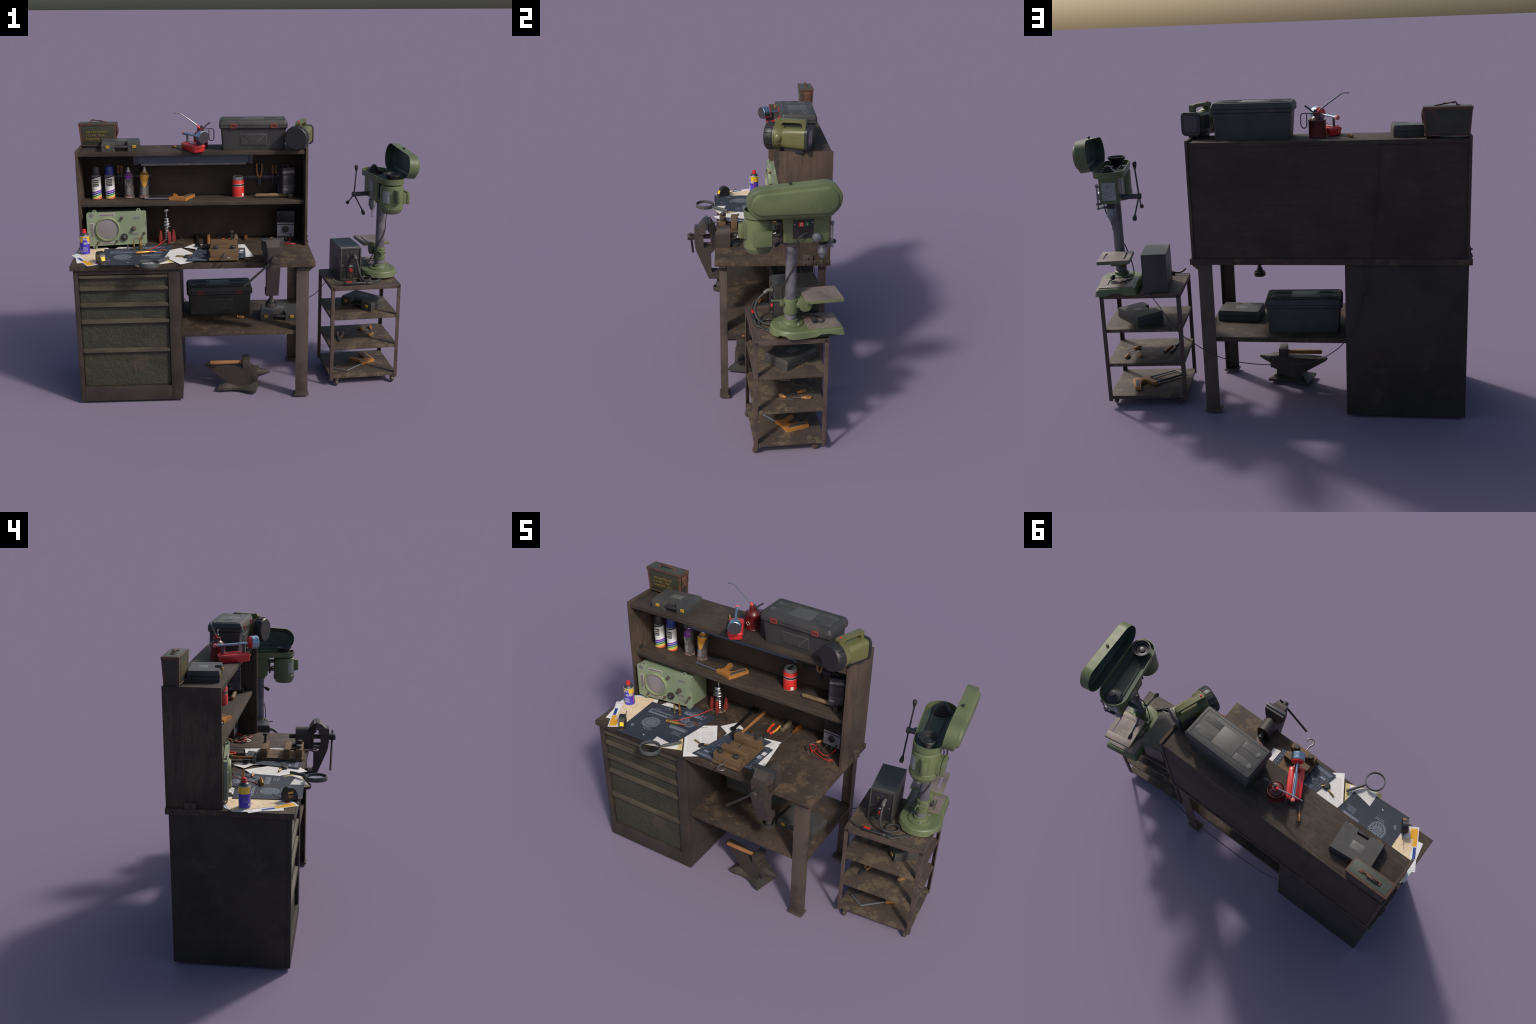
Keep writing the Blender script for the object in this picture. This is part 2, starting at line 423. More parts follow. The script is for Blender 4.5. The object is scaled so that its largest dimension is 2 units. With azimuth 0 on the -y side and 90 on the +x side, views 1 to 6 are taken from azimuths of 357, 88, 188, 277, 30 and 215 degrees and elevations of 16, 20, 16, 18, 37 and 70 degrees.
def rounded(w, h, r, n=6, cx=0.0, cy=0.0):
    pts = []
    for k, (sx, sy) in enumerate(((1, 1), (-1, 1), (-1, -1), (1, -1))):
        for i in range(n + 1):
            a = PI / 2 * (k + i / n)
            pts.append((cx + sx * (w / 2 - r) + r * math.cos(a), cy + sy * (h / 2 - r) + r * math.sin(a)))
    return pts

def capsule(y0, r0, y1, r1, n=20, off=0.0):
    """Outline around two circles centred on the y axis."""
    pts = []
    for i in range(n + 1):
        a = PI * i / n
        pts.append(((r1 + off) * math.cos(a), y1 + (r1 + off) * math.sin(a)))
    for i in range(n + 1):
        a = PI + PI * i / n
        pts.append(((r0 + off) * math.cos(a), y0 + (r0 + off) * math.sin(a)))
    return pts

def smooth_path(pts, steps=8):
    P = [Vector(p) for p in pts]
    if len(P) < 3:
        return P
    P = [P[0] * 2 - P[1]] + P + [P[-1] * 2 - P[-2]]
    out = []
    for i in range(1, len(P) - 2):
        a, b, c, d = P[i - 1:i + 3]
        for k in range(steps):
            t = k / steps
            out.append(0.5 * ((2 * b) + (c - a) * t + (2 * a - 5 * b + 4 * c - d) * t * t + (3 * b - a - 3 * c + d) * t ** 3))
    out.append(P[-2])
    return out

def add_tube(bm, pts, r, seg=10, smooth=True, steps=8, radii=None):
    path = smooth_path(pts, steps) if smooth else [Vector(p) for p in pts]
    up = None
    rings = []
    n = len(path)
    for i, p in enumerate(path):
        t = (path[min(i + 1, n - 1)] - path[max(i - 1, 0)]).normalized()
        if up is None:
            ref = Vector((0, 0, 1)) if abs(t.z) < 0.9 else Vector((1, 0, 0))
            up = (ref - t * ref.dot(t)).normalized()
        else:
            up = (up - t * up.dot(t)).normalized()
        side = t.cross(up)
        rr = r if radii is None else radii[0] + (radii[1] - radii[0]) * i / (n - 1)
        rings.append([p + (up * math.cos(2 * PI * k / seg) + side * math.sin(2 * PI * k / seg)) * rr for k in range(seg)])
    add_loft(bm, rings)

def tube(name, mat, parent, pts, r, seg=10, smooth=True, steps=8, radii=None):
    bm = bmesh.new()
    add_tube(bm, pts, r, seg, smooth, steps, radii)
    return finish(bm, name, mat, parent)

def text_mesh(body, size, extrude=0.0003, align='CENTER', spacing=1.0):
    cu = bpy.data.curves.new('lettering', 'FONT')
    cu.body = body
    cu.size = size
    cu.extrude = extrude
    cu.align_x = align
    cu.align_y = 'CENTER'
    cu.space_character = spacing
    cu.resolution_u = 3
    ob = bpy.data.objects.new('lettering', cu)
    bpy.context.scene.collection.objects.link(ob)
    bpy.context.view_layer.update()
    me = bpy.data.meshes.new_from_object(ob)
    bpy.data.objects.remove(ob)
    bpy.data.curves.remove(cu)
    return me

def text_flat(body, size, mat, parent, loc, rot, align='CENTER', name='lettering', sx=1.0):
    me = text_mesh(body, size, align=align)
    for v in me.vertices:
        v.co.x *= sx
    return place(me, name, mat, parent, loc, rot)

def text_round(body, size, mat, parent, radius, z, facing=-PI / 2, sx=1.0, lift=0.0006):
    """Lettering wrapped round an upright cylinder at the parent's axis."""
    me = text_mesh(body, size)
    for v in me.vertices:
        a = facing + v.co.x * sx / radius
        rr = radius + lift + v.co.z
        v.co = Vector((rr * math.cos(a), rr * math.sin(a), z + v.co.y))
    return place(me, 'lettering', mat, parent)

FRONT = (PI / 2, 0, 0)

# ================================================================== WORKBENCH
bench = thing('workbench', 'grimy brown workbench with drawers and wooden hutch', 'workbench')
FLOOR = 0.012
TOP = 0.838
bm = bmesh.new()
add_box(bm, -0.981, 0.389, -0.241, 0.371, 0.808, TOP, 0.002)
finish(bm, 'table_top', 'bench_top', bench)

# cabinet carcass with a recessed front
bm = bmesh.new()
add_box(bm, -0.965, -0.375, -0.2065, 0.357, FLOOR, 0.8075, 0.002)
finish(bm, 'cabinet', 'bench_metal', bench)
bm = bmesh.new()
add_box(bm, -0.965, -0.940, -0.229, -0.207, FLOOR, 0.8075, 0.0015)
add_box(bm, -0.4385, -0.375, -0.229, -0.207, FLOOR, 0.8075, 0.0015)
add_box(bm, -0.9395, -0.439, -0.229, -0.207, FLOOR, 0.098, 0.0015)
add_box(bm, -0.9395, -0.439, -0.229, -0.207, 0.783, 0.8075, 0.0015)
finish(bm, 'cabinet_frame', 'bench_metal', bench)

lips = [0.769, 0.697, 0.599, 0.500, 0.3225]
bottoms = [0.706, 0.609, 0.510, 0.333, 0.099]
for zl, zb in zip(lips, bottoms):
    zt = zl - 0.010
    # hammered drawer panel, displaced with noise
    bm = bmesh.new()
    nx, nz = 150, max(10, int((zt - zb) / 0.0033))
    grid = []
    for j in range(nz + 1):
        row = []
        for i in range(nx + 1):
            x = -0.9375 + (0.4965) * i / nx
            z = zb + (zt - zb) * j / nz
            d = noise.noise((x * 90, 3.1, z * 90)) * 0.0011 + noise.noise((x * 38, 5.1, z * 38)) * 0.0010 + noise.noise((x * 14, 9.4, z * 14)) * 0.0012
            edge = i in (0, nx) or j in (0, nz)
            row.append(bm.verts.new((x, -0.2085 - (0 if edge else d + 0.0014), z)))
        grid.append(row)
    for j in range(nz):
        for i in range(nx):
            bm.faces.new((grid[j][i], grid[j][i + 1], grid[j + 1][i + 1], grid[j + 1][i]))
    drawer = finish(bm, 'drawer', 'drawer', bench, angle=80)
    # sloping pull lip
    bm = bmesh.new()
    add_prism(bm, [(-0.2085, zl - 0.010), (-0.2250, zl - 0.012), (-0.2280, zl - 0.008), (-0.2250, zl + 0.005), (-0.2085, zl + 0.012)], -0.936, -0.4425, 'x', 0.0008)
    finish(bm, 'drawer_lip', 'lip', drawer)
    bm = bmesh.new()
    for x in (-0.926, -0.4525):
        add_lathe(bm, [(0.0036, -0.2302), (0.0036, -0.224)], 10, (x, 0, zl - 0.002), 'y')
    finish(bm, 'rivet', 'lip', drawer)

# legs: channel sections open to the inside, with foot plates and gussets
def leg(ysign, y0):
    bm = bmesh.new()
    y1 = y0 - ysign * 0.006
    add_box(bm, 0.2835, 0.3555, min(y0, y1), max(y0, y1), FLOOR, 0.8075, 0.001)
    yi = y0 - ysign * 0.041
    a, b = sorted((y1, yi))
    add_box(bm, 0.3495, 0.3553, a, b, FLOOR, 0.8073, 0.001)
    ob = finish(bm, 'leg', 'bench_leg', bench)
    bm = bmesh.new()
    a, b = sorted((y0 + ysign * 0.008, y0 - ysign * 0.049))
    add_box(bm, 0.277, 0.362, a, b, FLOOR - 0.003, FLOOR + 0.007, 0.0015)
    finish(bm, 'foot_plate', 'bench_leg', ob)
    bm = bmesh.new()
    a, b = sorted((y0 - ysign * 0.001, y0 - ysign * 0.036))
    add_prism(bm, [(0.3557, 0.807), (0.3557, 0.775), (0.384, 0.800), (0.384, 0.807)], a, b, 'y', 0.0006)
    finish(bm, 'gusset', 'bench_leg', ob)
leg(-1, -0.218)
leg(1, 0.350)

bm = bmesh.new()
add_box(bm, -0.3745, 0.352, -0.206, 0.336, 0.391, 0.4165, 0.002)
finish(bm, 'lower_shelf', 'bench_top', bench)

# hutch
box('side_panel', 'wood_z', bench, -0.9655, -0.951, 0.096, 0.369, TOP + 0.0005, 1.421, 0.0015)
box('side_panel', 'wood_z', bench, 0.364, 0.3785, 0.096, 0.369, TOP + 0.0005, 1.421, 0.0015)
box('top_shelf', 'wood_x', bench, -0.9505, 0.3635, 0.104, 0.3665, 1.388, 1.4105, 0.0015)
box('middle_shelf', 'wood_x', bench, -0.9505, 0.3635, 0.122, 0.3355, 1.088, 1.1115, 0.0015)
box('back_panel', 'wood_back', bench, -0.9505, 0.3635, 0.336, 0.3645, TOP + 0.0005, 1.3875, 0.001)

bm = bmesh.new()
add_box(bm, -0.617, 0.034, 0.168, 0.285, 1.332, 1.3875, 0.003)
lamp = finish(bm, 'strip_lamp', 'lamp', bench)
bm = bmesh.new()
add_box(bm, -0.6395, -0.6175, 0.164, 0.289, 1.326, 1.3875, 0.003)
add_box(bm, 0.0345, 0.0585, 0.164, 0.289, 1.326, 1.3875, 0.003)
finish(bm, 'lamp_end_cap', 'steel_dark', lamp)
bm = bmesh.new()
add_lathe(bm, [(0.012, -0.60), (0.012, 0.02)], 16, (0, 0.225, 1.322), 'x')
finish(bm, 'lamp_tube', 'plate', lamp)

# tool rails with hanging tools
box('tool_rail', 'steel_dark', bench, -0.80, -0.545, 0.328, 0.3355, 1.222, 1.239, 0.001)
box('tool_rail', 'steel_dark', bench, 0.005, 0.240, 0.328, 0.3355, 1.203, 1.222, 0.001)

# corner brackets fixing the hutch to the top
def bracket(x, s):
    bm = bmesh.new()
    a, b = sorted((x, x + s * 0.014))
    add_box(bm, a, b, 0.222, 0.276, TOP + 0.001, 0.868, 0.001)
    a, b = sorted((x + s * 0.0115, x + s * 0.018))
    add_box(bm, a, b, 0.222, 0.276, 0.812, TOP + 0.0008, 0.001)
    ob = finish(bm, 'bracket', 'bench_leg', bench)
    bm = bmesh.new()
    for y, z in ((0.249, 0.856), (0.234, 0.824), (0.262, 0.824)):
        add_lathe(bm, [(0.0055, 0), (0.0055, s * 0.0225), (0.003, s * 0.0245)], 8, (x, y, z), 'x')
    finish(bm, 'bolt', 'bench_leg', ob)
bracket(0.379, 1)
bracket(-0.966, -1)
bm = bmesh.new()
for y in (0.15, 0.28):
    for x in (-0.9507, 0.3607):
        add_box(bm, x, x + 0.003, y, y + 0.03, 1.112, 1.134, 0.0008)
finish(bm, 'shelf_bracket', 'iron', bench)

# mains cables behind the bench
bm = bmesh.new()
add_tube(bm, [(-0.548, 0.3685, 1.387), (-0.541, 0.3685, 1.24), (-0.524, 0.3685, 1.03), (-0.502, 0.376, 0.845), (-0.492, 0.376, 0.75), (-0.486, 0.360, 0.66)], 0.0016, 6)
add_tube(bm, [(-0.470, 0.374, 0.842), (-0.473, 0.372, 0.76), (-0.474, 0.362, 0.645)], 0.0016, 6)
finish(bm, 'mains_cable', 'cable', bench)
bm = bmesh.new()
add_tube(bm, [(0.622, 0.300, 0.628), (0.617, 0.330, 0.640), (0.560, 0.345, 0.565), (0.478, 0.36, 0.453), (0.414, 0.368, 0.405), (0.344, 0.372, 0.360), (0.277, 0.375, 0.327),
              (0.167, 0.375, 0.297), (0.007, 0.375, 0.285), (-0.194, 0.375, 0.299), (-0.307, 0.375, 0.356), (-0.371, 0.372, 0.415), (-0.413, 0.366, 0.482), (-0.439, 0.3615, 0.556), (-0.455, 0.3615, 0.628), (-0.458, 0.3615, 0.664)], 0.0022, 8)
finish(bm, 'extension_cable', 'cable', bench)

# ================================================================== AMMUNITION CAN
can = thing('ammunition_can', 'rusty olive steel ammunition can with lid handle', 'metal box', (-0.853, 0.325, 1.4215), 0)
box('can_body', 'ammo', can, -0.109, 0.109, -0.040, 0.040, 0.004, 0.122, 0.003, (0.93, 0.90))
bm = bmesh.new()
for sx in (-1, 1):
    for sy in (-1, 1):
        add_loft(bm, [[(sx * (0.1022 + 0.0076 * t) + dx, sy * (0.0368 + 0.0040 * t) + dy, 0.004 + 0.116 * t)
                       for dx, dy in ((0, 0), (-sx * 0.010, 0.0), (-sx * 0.010, -sy * 0.010), (0, -sy * 0.010))] for t in (0, 1)])
add_box(bm, -0.1035, 0.1035, -0.0385, 0.0385, 0.0, 0.0055, 0.002)
finish(bm, 'corner_edge', 'rust', can)
bm = bmesh.new()
add_box(bm, -0.1125, 0.1125, -0.0425, 0.0425, 0.1195, 0.1335, 0.0025)
lid = finish(bm, 'can_lid', 'rust', can)
box('lid_panel', 'ammo_top', lid, -0.103, 0.103, -0.034, 0.034, 0.1325, 0.1347, 0.001)
bm = bmesh.new()
add_tube(bm, [(-0.045, 0, 0.1365), (-0.035, 0, 0.1515), (0.02, 0, 0.142), (0.05, 0, 0.137)], 0.0035, 6, False)
add_box(bm, -0.034, 0.022, -0.009, 0.009, 0.1445, 0.148, 0.001)
add_box(bm, -0.056, -0.038, -0.010, 0.010, 0.134, 0.139, 0.001)
add_box(bm, 0.040, 0.060, -0.010, 0.010, 0.134, 0.139, 0.001)
finish(bm, 'lid_handle', 'rust', lid)
bm = bmesh.new()
add_box(bm, 0.1085, 0.1115, -0.022, 0.022, 0.055, 0.115, 0.001)
add_lathe(bm, [(0.014, 0.111), (0.014, 0.114)], 20, (0, 0, 0.085), 'x')
add_tube(bm, [(0.112, -0.026, 0.118), (0.116, -0.026, 0.09), (0.110, -0.026, 0.055)], 0.002, 6)
add_tube(bm, [(0.112, 0.026, 0.118), (0.116, 0.026, 0.09), (0.110, 0.026, 0.055)], 0.002, 6)
finish(bm, 'latch', 'rust', can)
for i, s in enumerate(('200 CARTRIDGES', '7.62 MM,   M 80', 'CARTONS - M31')):
    text_flat(s, 0.0165, 'ink_yellow', can, (-0.068, -0.0405 + i * 0.0011, 0.083 - i * 0.021), (rad(88), 0, 0), 'LEFT', sx=0.98)

# ================================================================== POWER TOOL CASES
def tool_case(loc, yaw):
    t = thing('tool_case', 'grey plastic carrying case with yellow latches', 'tool case', loc, yaw)
    w, d, h = 0.222, 0.152, 0.055
    outline = [(-w / 2, -d / 2), (-0.040, -d / 2), (-0.036, -d / 2 + 0.004), (-0.030, -d / 2 + 0.030), (0.030, -d / 2 + 0.030), (0.036, -d / 2 + 0.004), (0.040, -d / 2),
               (w / 2, -d / 2), (w / 2, d / 2), (-w / 2, d / 2)]
    for nm, z0, z1, s in (('case_base', 0.0, h * 0.5 - 0.0008, (0.985, 1.0)), ('case_lid', h * 0.5 + 0.0008, h, (1.0, 0.955))):
        bm = bmesh.new()
        rings = [[(x * s[0], y * s[0], z0) for x, y in outline], [(x, y, (z0 + z1) / 2) for x, y in outline], [(x * s[1], y * s[1], z1) for x, y in outline]]
        add_loft(bm, rings)
        es = [e for e in bm.edges if e.calc_face_angle(0) > rad(30)]
        bmesh.ops.bevel(bm, geom=es, offset=0.002, segments=2, affect='EDGES')
        part = finish(bm, nm, 'case', t)
    box('label', 'case_label', part, -0.036, 0.030, -0.012, 0.030, h - 0.001, h + 0.0006, 0.0004)
    bm = bmesh.new()
    add_lathe(bm, [(0.0085, -0.037), (0.010, -0.03), (0.010, 0.03), (0.0085, 0.037)], 16, (0, -d / 2 + 0.010, h * 0.44), 'x')
    finish(bm, 'carry_handle', 'black', t)
    for x in (-0.076, 0.076):
        bm = bmesh.new()
        add_box(bm, x - 0.0105, x + 0.0105, -d / 2 - 0.0025, -d / 2 + 0.003, h * 0.34, h * 0.66, 0.0012)
        for k in range(3):
            add_box(bm, x - 0.0115, x + 0.0115, -d / 2 - 0.0042, -d / 2, h * (0.37 + 0.1 * k), h * (0.37 + 0.1 * k) + 0.0032, 0.0006)
        finish(bm, 'latch', 'yellow', t)
    return t
tool_case((-0.712, 0.212, 1.4108), 5)
tool_case((0.205, 0.028, 0.4170), -4)
tool_case((0.737, 0.142, 0.4380), -45)

# ================================================================== TOOLBOXES
def toolbox(loc, yaw):
    t = thing('toolbox', 'scuffed black plastic toolbox with red latches', 'toolbox', loc, yaw)
    t.scale = (1, 1, 0.977)
    bm = bmesh.new()
    rings = []
    for s, z in ((0.0, 0.0), (1.0, 0.130)):
        rings.append([(x, y, z) for x, y in rounded(0.362 + 0.016 * s, 0.158 + 0.012 * s, 0.012, 5, 0, 0.010 * (1 - s) + 0.001)])
    add_loft(bm, rings)
    finish(bm, 'box_body', 'toolbox', t)
    bm = bmesh.new()
    prof = [(0.376, 0.166, 0.126), (0.392, 0.184, 0.132), (0.396, 0.188, 0.136), (0.396, 0.188, 0.1475), (0.391, 0.183, 0.149), (0.396, 0.188, 0.1505), (0.396, 0.188, 0.1600), (0.380, 0.172, 0.1775), (0.374, 0.166, 0.179)]
    add_loft(bm, [[(x, y, z) for x, y in rounded(w, d, 0.012, 5)] for w, d, z in prof])
    lid = finish(bm, 'box_lid', 'toolbox', t, angle=25)
    box('lid_plate', 'toolbox_plate', lid, -0.062, 0.062, -0.052, 0.052, 0.1785, 0.1805, 0.0006)
    bm = bmesh.new()
    for y in (-0.036, 0.036):
        for s in (-1, 1):
            a, b = sorted((s * 0.066, s * 0.166))
            add_box(bm, a, b, y - 0.017, y + 0.017, 0.1785, 0.1803, 0.0008)
            for k in range(5):
                yy = y - 0.013 + k * 0.0065
                add_box(bm, a + 0.003, b - 0.012, yy - 0.0014, yy + 0.0014, 0.180, 0.1816, 0.0006)
            add_lathe(bm, [(0.015, 0.1785), (0.013, 0.1815), (0.004, 0.1825)], 6, (s * 0.158, y, 0))
    finish(bm, 'grooved_panel', 'toolbox_low', lid)
    bm = bmesh.new()
    for a, b, c, d in ((-0.176, 0.176, -0.0745, -0.0715), (-0.176, 0.176, 0.0715, 0.0745), (-0.178, -0.175, -0.071, 0.071), (0.175, 0.178, -0.071, 0.071)):
        add_box(bm, a, b, c, d, 0.1785, 0.1806, 0.0008)
    finish(bm, 'lid_rib', 'toolbox', lid)
    for x in (-0.116, 0.116):
        bm = bmesh.new()
        y = -0.0955
        add_box(bm, x - 0.018, x - 0.0135, y - 0.003, y + 0.004, 0.135, 0.157, 0.001)
        add_box(bm, x + 0.0135, x + 0.018, y - 0.003, y + 0.004, 0.135, 0.157, 0.001)
        add_box(bm, x - 0.0128, x + 0.0128, y - 0.003, y + 0.004, 0.1530, 0.160, 0.001)
        add_box(bm, x - 0.0128, x + 0.0128, y - 0.003, y + 0.004, 0.134, 0.1375, 0.001)
        add_box(bm, x - 0.0128, x + 0.0128, y - 0.001, y + 0.004, 0.1450, 0.1475, 0.0008)
        finish(bm, 'latch', 'latch_red', t)
    # front moulding: a plate with a V-shaped raised panel
    tilt = math.atan2(0.015, 0.130)   # the front leans out towards the lid
    bm = bmesh.new()
    add_box(bm, -0.077, 0.077, -0.0012, 0.002, 0.030, 0.100, 0.0008)
    plate = finish(bm, 'front_plate', 'toolbox_low', t, (0, -0.0695, 0), (tilt, 0, 0))
    bm = bmesh.new()
    add_prism(bm, [(-0.062, 0.095), (-0.022, 0.052), (-0.018, 0.034), (0.018, 0.034), (0.022, 0.052), (0.062, 0.095)], -0.0035, 0.001, 'y', 0.0006)
    add_prism(bm, [(-0.073, 0.034), (-0.028, 0.034), (-0.031, 0.050), (-0.068, 0.091), (-0.073, 0.091)], -0.0028, 0.001, 'y', 0.0006)
    add_prism(bm, [(0.073, 0.034), (0.028, 0.034), (0.031, 0.050), (0.068, 0.091), (0.073, 0.091)], -0.0028, 0.001, 'y', 0.0006)
    finish(bm, 'front_moulding', 'toolbox', plate)
    return t
toolbox((0.063, 0.205, 1.4108), -1.3)
toolbox((-0.153, 0.167, 0.4170), 2.5)

# ================================================================== FLASHLIGHT
fl = thing('hand_lamp', 'large olive hand lamp with black lens ring', 'flashlight', (0.334, 0.140, 1.489), -19.5)
# local -y is the beam direction
lathe('lens_ring', 'black', fl, [(0.056, -0.112), (0.062, -0.112), (0.066, -0.108), (0.069, -0.100), (0.0705, -0.070), (0.068, -0.064), (0.05, -0.064)], 18, axis='y')
bm = bmesh.new()
for k in range(16):
    a = 2 * PI * k / 16
    c = Vector((math.sin(a) * 0.0690, 0, math.cos(a) * 0.0690))
    add_tube(bm, [c + Vector((0, -0.104, 0)), c + Vector((0, -0.066, 0))], 0.0026, 6, False)
finish(bm, 'ring_rib', 'black', fl)
lathe('lens', 'lens', fl, [(0.0, -0.1085), (0.03, -0.1100), (0.0575, -0.1085), (0.0575, -0.100), (0, -0.100)], 48, axis='y')
lathe('lamp_collar', 'olive', fl, [(0.058, -0.0635), (0.0690, -0.0635), (0.0690, -0.058), (0.066, -0.056), (0.064, -0.040), (0.052, -0.018), (0.03, -0.016)], 48, axis='y')
bm = bmesh.new()
rings = []
for y, w, h, r in ((-0.035, 0.098, 0.098, 0.045), (-0.02, 0.098, 0.100, 0.036), (0.0, 0.098, 0.102, 0.026), (0.098, 0.100, 0.106, 0.022)):
    rings.append([(x, y, z - 0.004) for x, z in rounded(w, h, r, 6)])
add_loft(bm, rings)
finish(bm, 'lamp_body', 'olive', fl)
bm = bmesh.new()
add_loft(bm, [[(x, y, z - 0.004) for x, z in rounded(w, w + 0.006, 0.024, 6)] for y, w in ((0.0985, 0.104), (0.1005, 0.110), (0.1125, 0.110), (0.1145, 0.106))])
cap = finish(bm, 'rear_cap', 'black', fl)
bm = bmesh.new()
add_loft(bm, [[(x, y, z - 0.004) for x, z in rounded(w, w, 0.012, 5)] for y, w in ((0.114, 0.078), (0.117, 0.074))])
finish(bm, 'cap_panel', 'lens', cap)
# carrying handle: front post, bar and rear post
bm = bmesh.new()
side = [(-0.062, 0.052), (-0.066, 0.078), (-0.060, 0.0885), (-0.040, 0.090), (0.088, 0.090), (0.095, 0.086), (0.095, 0.044), (0.078, 0.044), (0.076, 0.068), (0.068, 0.073), (-0.020, 0.073), (-0.030, 0.066), (-0.036, 0.052)]
add_prism(bm, side, -0.0145, 0.0145, 'x', 0.003)
handle = finish(bm, 'carry_handle', 'olive', fl)
lathe('push_button', 'red', handle, [(0.0055, 0.088), (0.0055, 0.093), (0.003, 0.0945)], 14, (0, -0.047, 0))
bm = bmesh.new()
for s in (-1, 1):
    add_lathe(bm, [(0.0, s * 0.053), (0.020, s * 0.053), (0.020, s * 0.060), (0.012, s * 0.066), (0, s * 0.067)], 20, (0, -0.042, 0.0), 'x')
finish(bm, 'pivot_boss', 'olive', fl)
box('lamp_foot', 'black', fl, -0.03, 0.03, -0.01, 0.09, -0.078, -0.052, 0.002)
bm = bmesh.new()
add_box(bm, -0.0515, -0.0495, 0.02, 0.085, -0.03, 0.035, 0.0006)
finish(bm, 'instruction_label', 'ink_black', fl)
text_flat('NOVITE', 0.012, 'olive', fl, (0.0497, 0.045, 0.006), (PI / 2, 0, PI / 2))

# ================================================================== RED LANTERN
la = thing('pocket_lantern', 'chipped red enamel lantern with chromed swivel head', 'lantern', (-0.29, 0.137, 1.4108), 30)
bm = bmesh.new()
add_loft(bm, [[(x, y, z) for x, y in rounded(w, d, 0.014, 5)] for w, d, z in ((0.064, 0.150, 0.0), (0.070, 0.158, 0.004), (0.074, 0.164, 0.030))])
finish(bm, 'battery_tray', 'lantern', la)
bm = bmesh.new()
add_loft(bm, [[(x, y, z) for x, y in rounded(w, d, 0.014, 5)] for w, d, z in ((0.079, 0.169, 0.0305), (0.079, 0.169, 0.036), (0.074, 0.162, 0.041), (0.058, 0.146, 0.044))])
lid = finish(bm, 'tray_lid', 'lantern', la)
bm = bmesh.new()
for x in (-0.020, 0.020):
    add_box(bm, x - 0.006, x + 0.006, -0.066, 0.068, 0.0435, 0.048, 0.002)
finish(bm, 'lid_ridge', 'lantern', lid)
box('lid_groove', 'chrome_blue', lid, -0.009, 0.009, -0.050, 0.066, 0.0435, 0.0462, 0.001)
bm = bmesh.new()
add_box(bm, -0.005, 0.005, 0.060, 0.070, 0.044, 0.088, 0.001)
add_box(bm, -0.010, 0.010, -0.098, -0.070, 0.046, 0.064, 0.003)
add_box(bm, -0.005, 0.005, -0.060, -0.050, 0.044, 0.088, 0.001)
finish(bm, 'arm_post', 'steel_dark', la)
bm = bmesh.new()
add_tube(bm, [(0, -0.105, 0.091), (0, 0.098, 0.090)], 0.0062, 12, False)
add_lathe(bm, [(0.0095, 0.082), (0.0095, 0.096)], 14, (0, 0, 0.090), 'y')
finish(bm, 'swivel_arm', 'chrome_blue', la)
lathe('arm_knob', 'pink', la, [(0.008, 0.0965), (0.0105, 0.099), (0.0105, 0.112), (0.008, 0.115)], 16, (0, 0, 0.090), 'y')
lathe('lamp_head', 'chrome_blue', la, [(0.020, -0.092), (0.033, -0.0935), (0.0345, -0.100), (0.033, -0.108), (0.0345, -0.116), (0.0345, -0.130), (0.032, -0.132)], 36, (0, 0, 0.093), 'y')
lathe('head_lens', 'lens', la, [(0, -0.1335), (0.0315, -0.1335), (0.0315, -0.129), (0, -0.129)], 36, (0, 0, 0.093), 'y')
lathe('head_back', 'lantern', la, [(0.0, -0.080), (0.018, -0.081), (0.030, -0.086), (0.0325, -0.0925), (0, -0.0925)], 36, (0, 0, 0.093), 'y')

# ================================================================== OIL CAN
oc = thing('oil_can', 'dark red oil can with long steel spout', 'oil can', (-0.246, 0.232, 1.4108), 0)
lathe('can_body', 'oil', oc, [(0.0, 0), (0.042, 0), (0.0435, 0.002), (0.0435, 0.006), (0.042, 0.008), (0.042, 0.076), (0.044, 0.079), (0.0435, 0.084), (0.040, 0.084), (0.037, 0.080), (0.030, 0.094), (0.020, 0.101), (0.019, 0.112), (0.0205, 0.114), (0.0205, 0.118), (0.012, 0.120), (0, 0.120)], 40)
bm = bmesh.new()
add_tube(bm, [(-0.006, 0.004, 0.118), (-0.020, 0.006, 0.134)], 0.0075, 12, False, radii=(0.008, 0.0055))
finish(bm, 'spout_socket', 'lantern', oc)
bm = bmesh.new()
add_tube(bm, [(-0.019, 0.006, 0.133), (-0.060, 0.008, 0.164), (-0.118, 0.0097, 0.2035), (-0.126, 0.0095, 0.2065), (-0.1475, 0.0075, 0.2065)], 0.003, 10, False, radii=(0.0046, 0.0022))
add_lathe(bm, [(0.0034, -0.155), (0.0034, -0.1475)], 10, (0, 0.0068, 0.2065), 'x')
finish(bm, 'spout', 'steel', oc)
bm = bmesh.new()
add_tube(bm, [(0.016, 0.0, 0.113), (0.046, 0, 0.1135), (0.068, 0, 0.1135), (0.0775, 0, 0.106), (0.079, 0, 0.085), (0.078, 0, 0.058), (0.070, 0, 0.045), (0.060, 0, 0.044), (0.0515, 0, 0.052), (0.050, 0, 0.08), (0.050, 0, 0.110)], 0.0026, 8, True, 5)
finish(bm, 'can_handle', 'steel_dark', oc)
bm = bmesh.new()
add_tube(bm, [(0.010, 0, 0.116), (0.026, 0, 0.124), (0.040, 0.004, 0.138), (0.058, 0.004, 0.150)], 0.0042, 8, True, 5)
add_lathe(bm, [(0.008, 0.118), (0.008, 0.13), (0.005, 0.133)], 12, (0.008, 0, 0))
finish(bm, 'pump_lever', 'steel_dark', oc)
bm = bmesh.new()
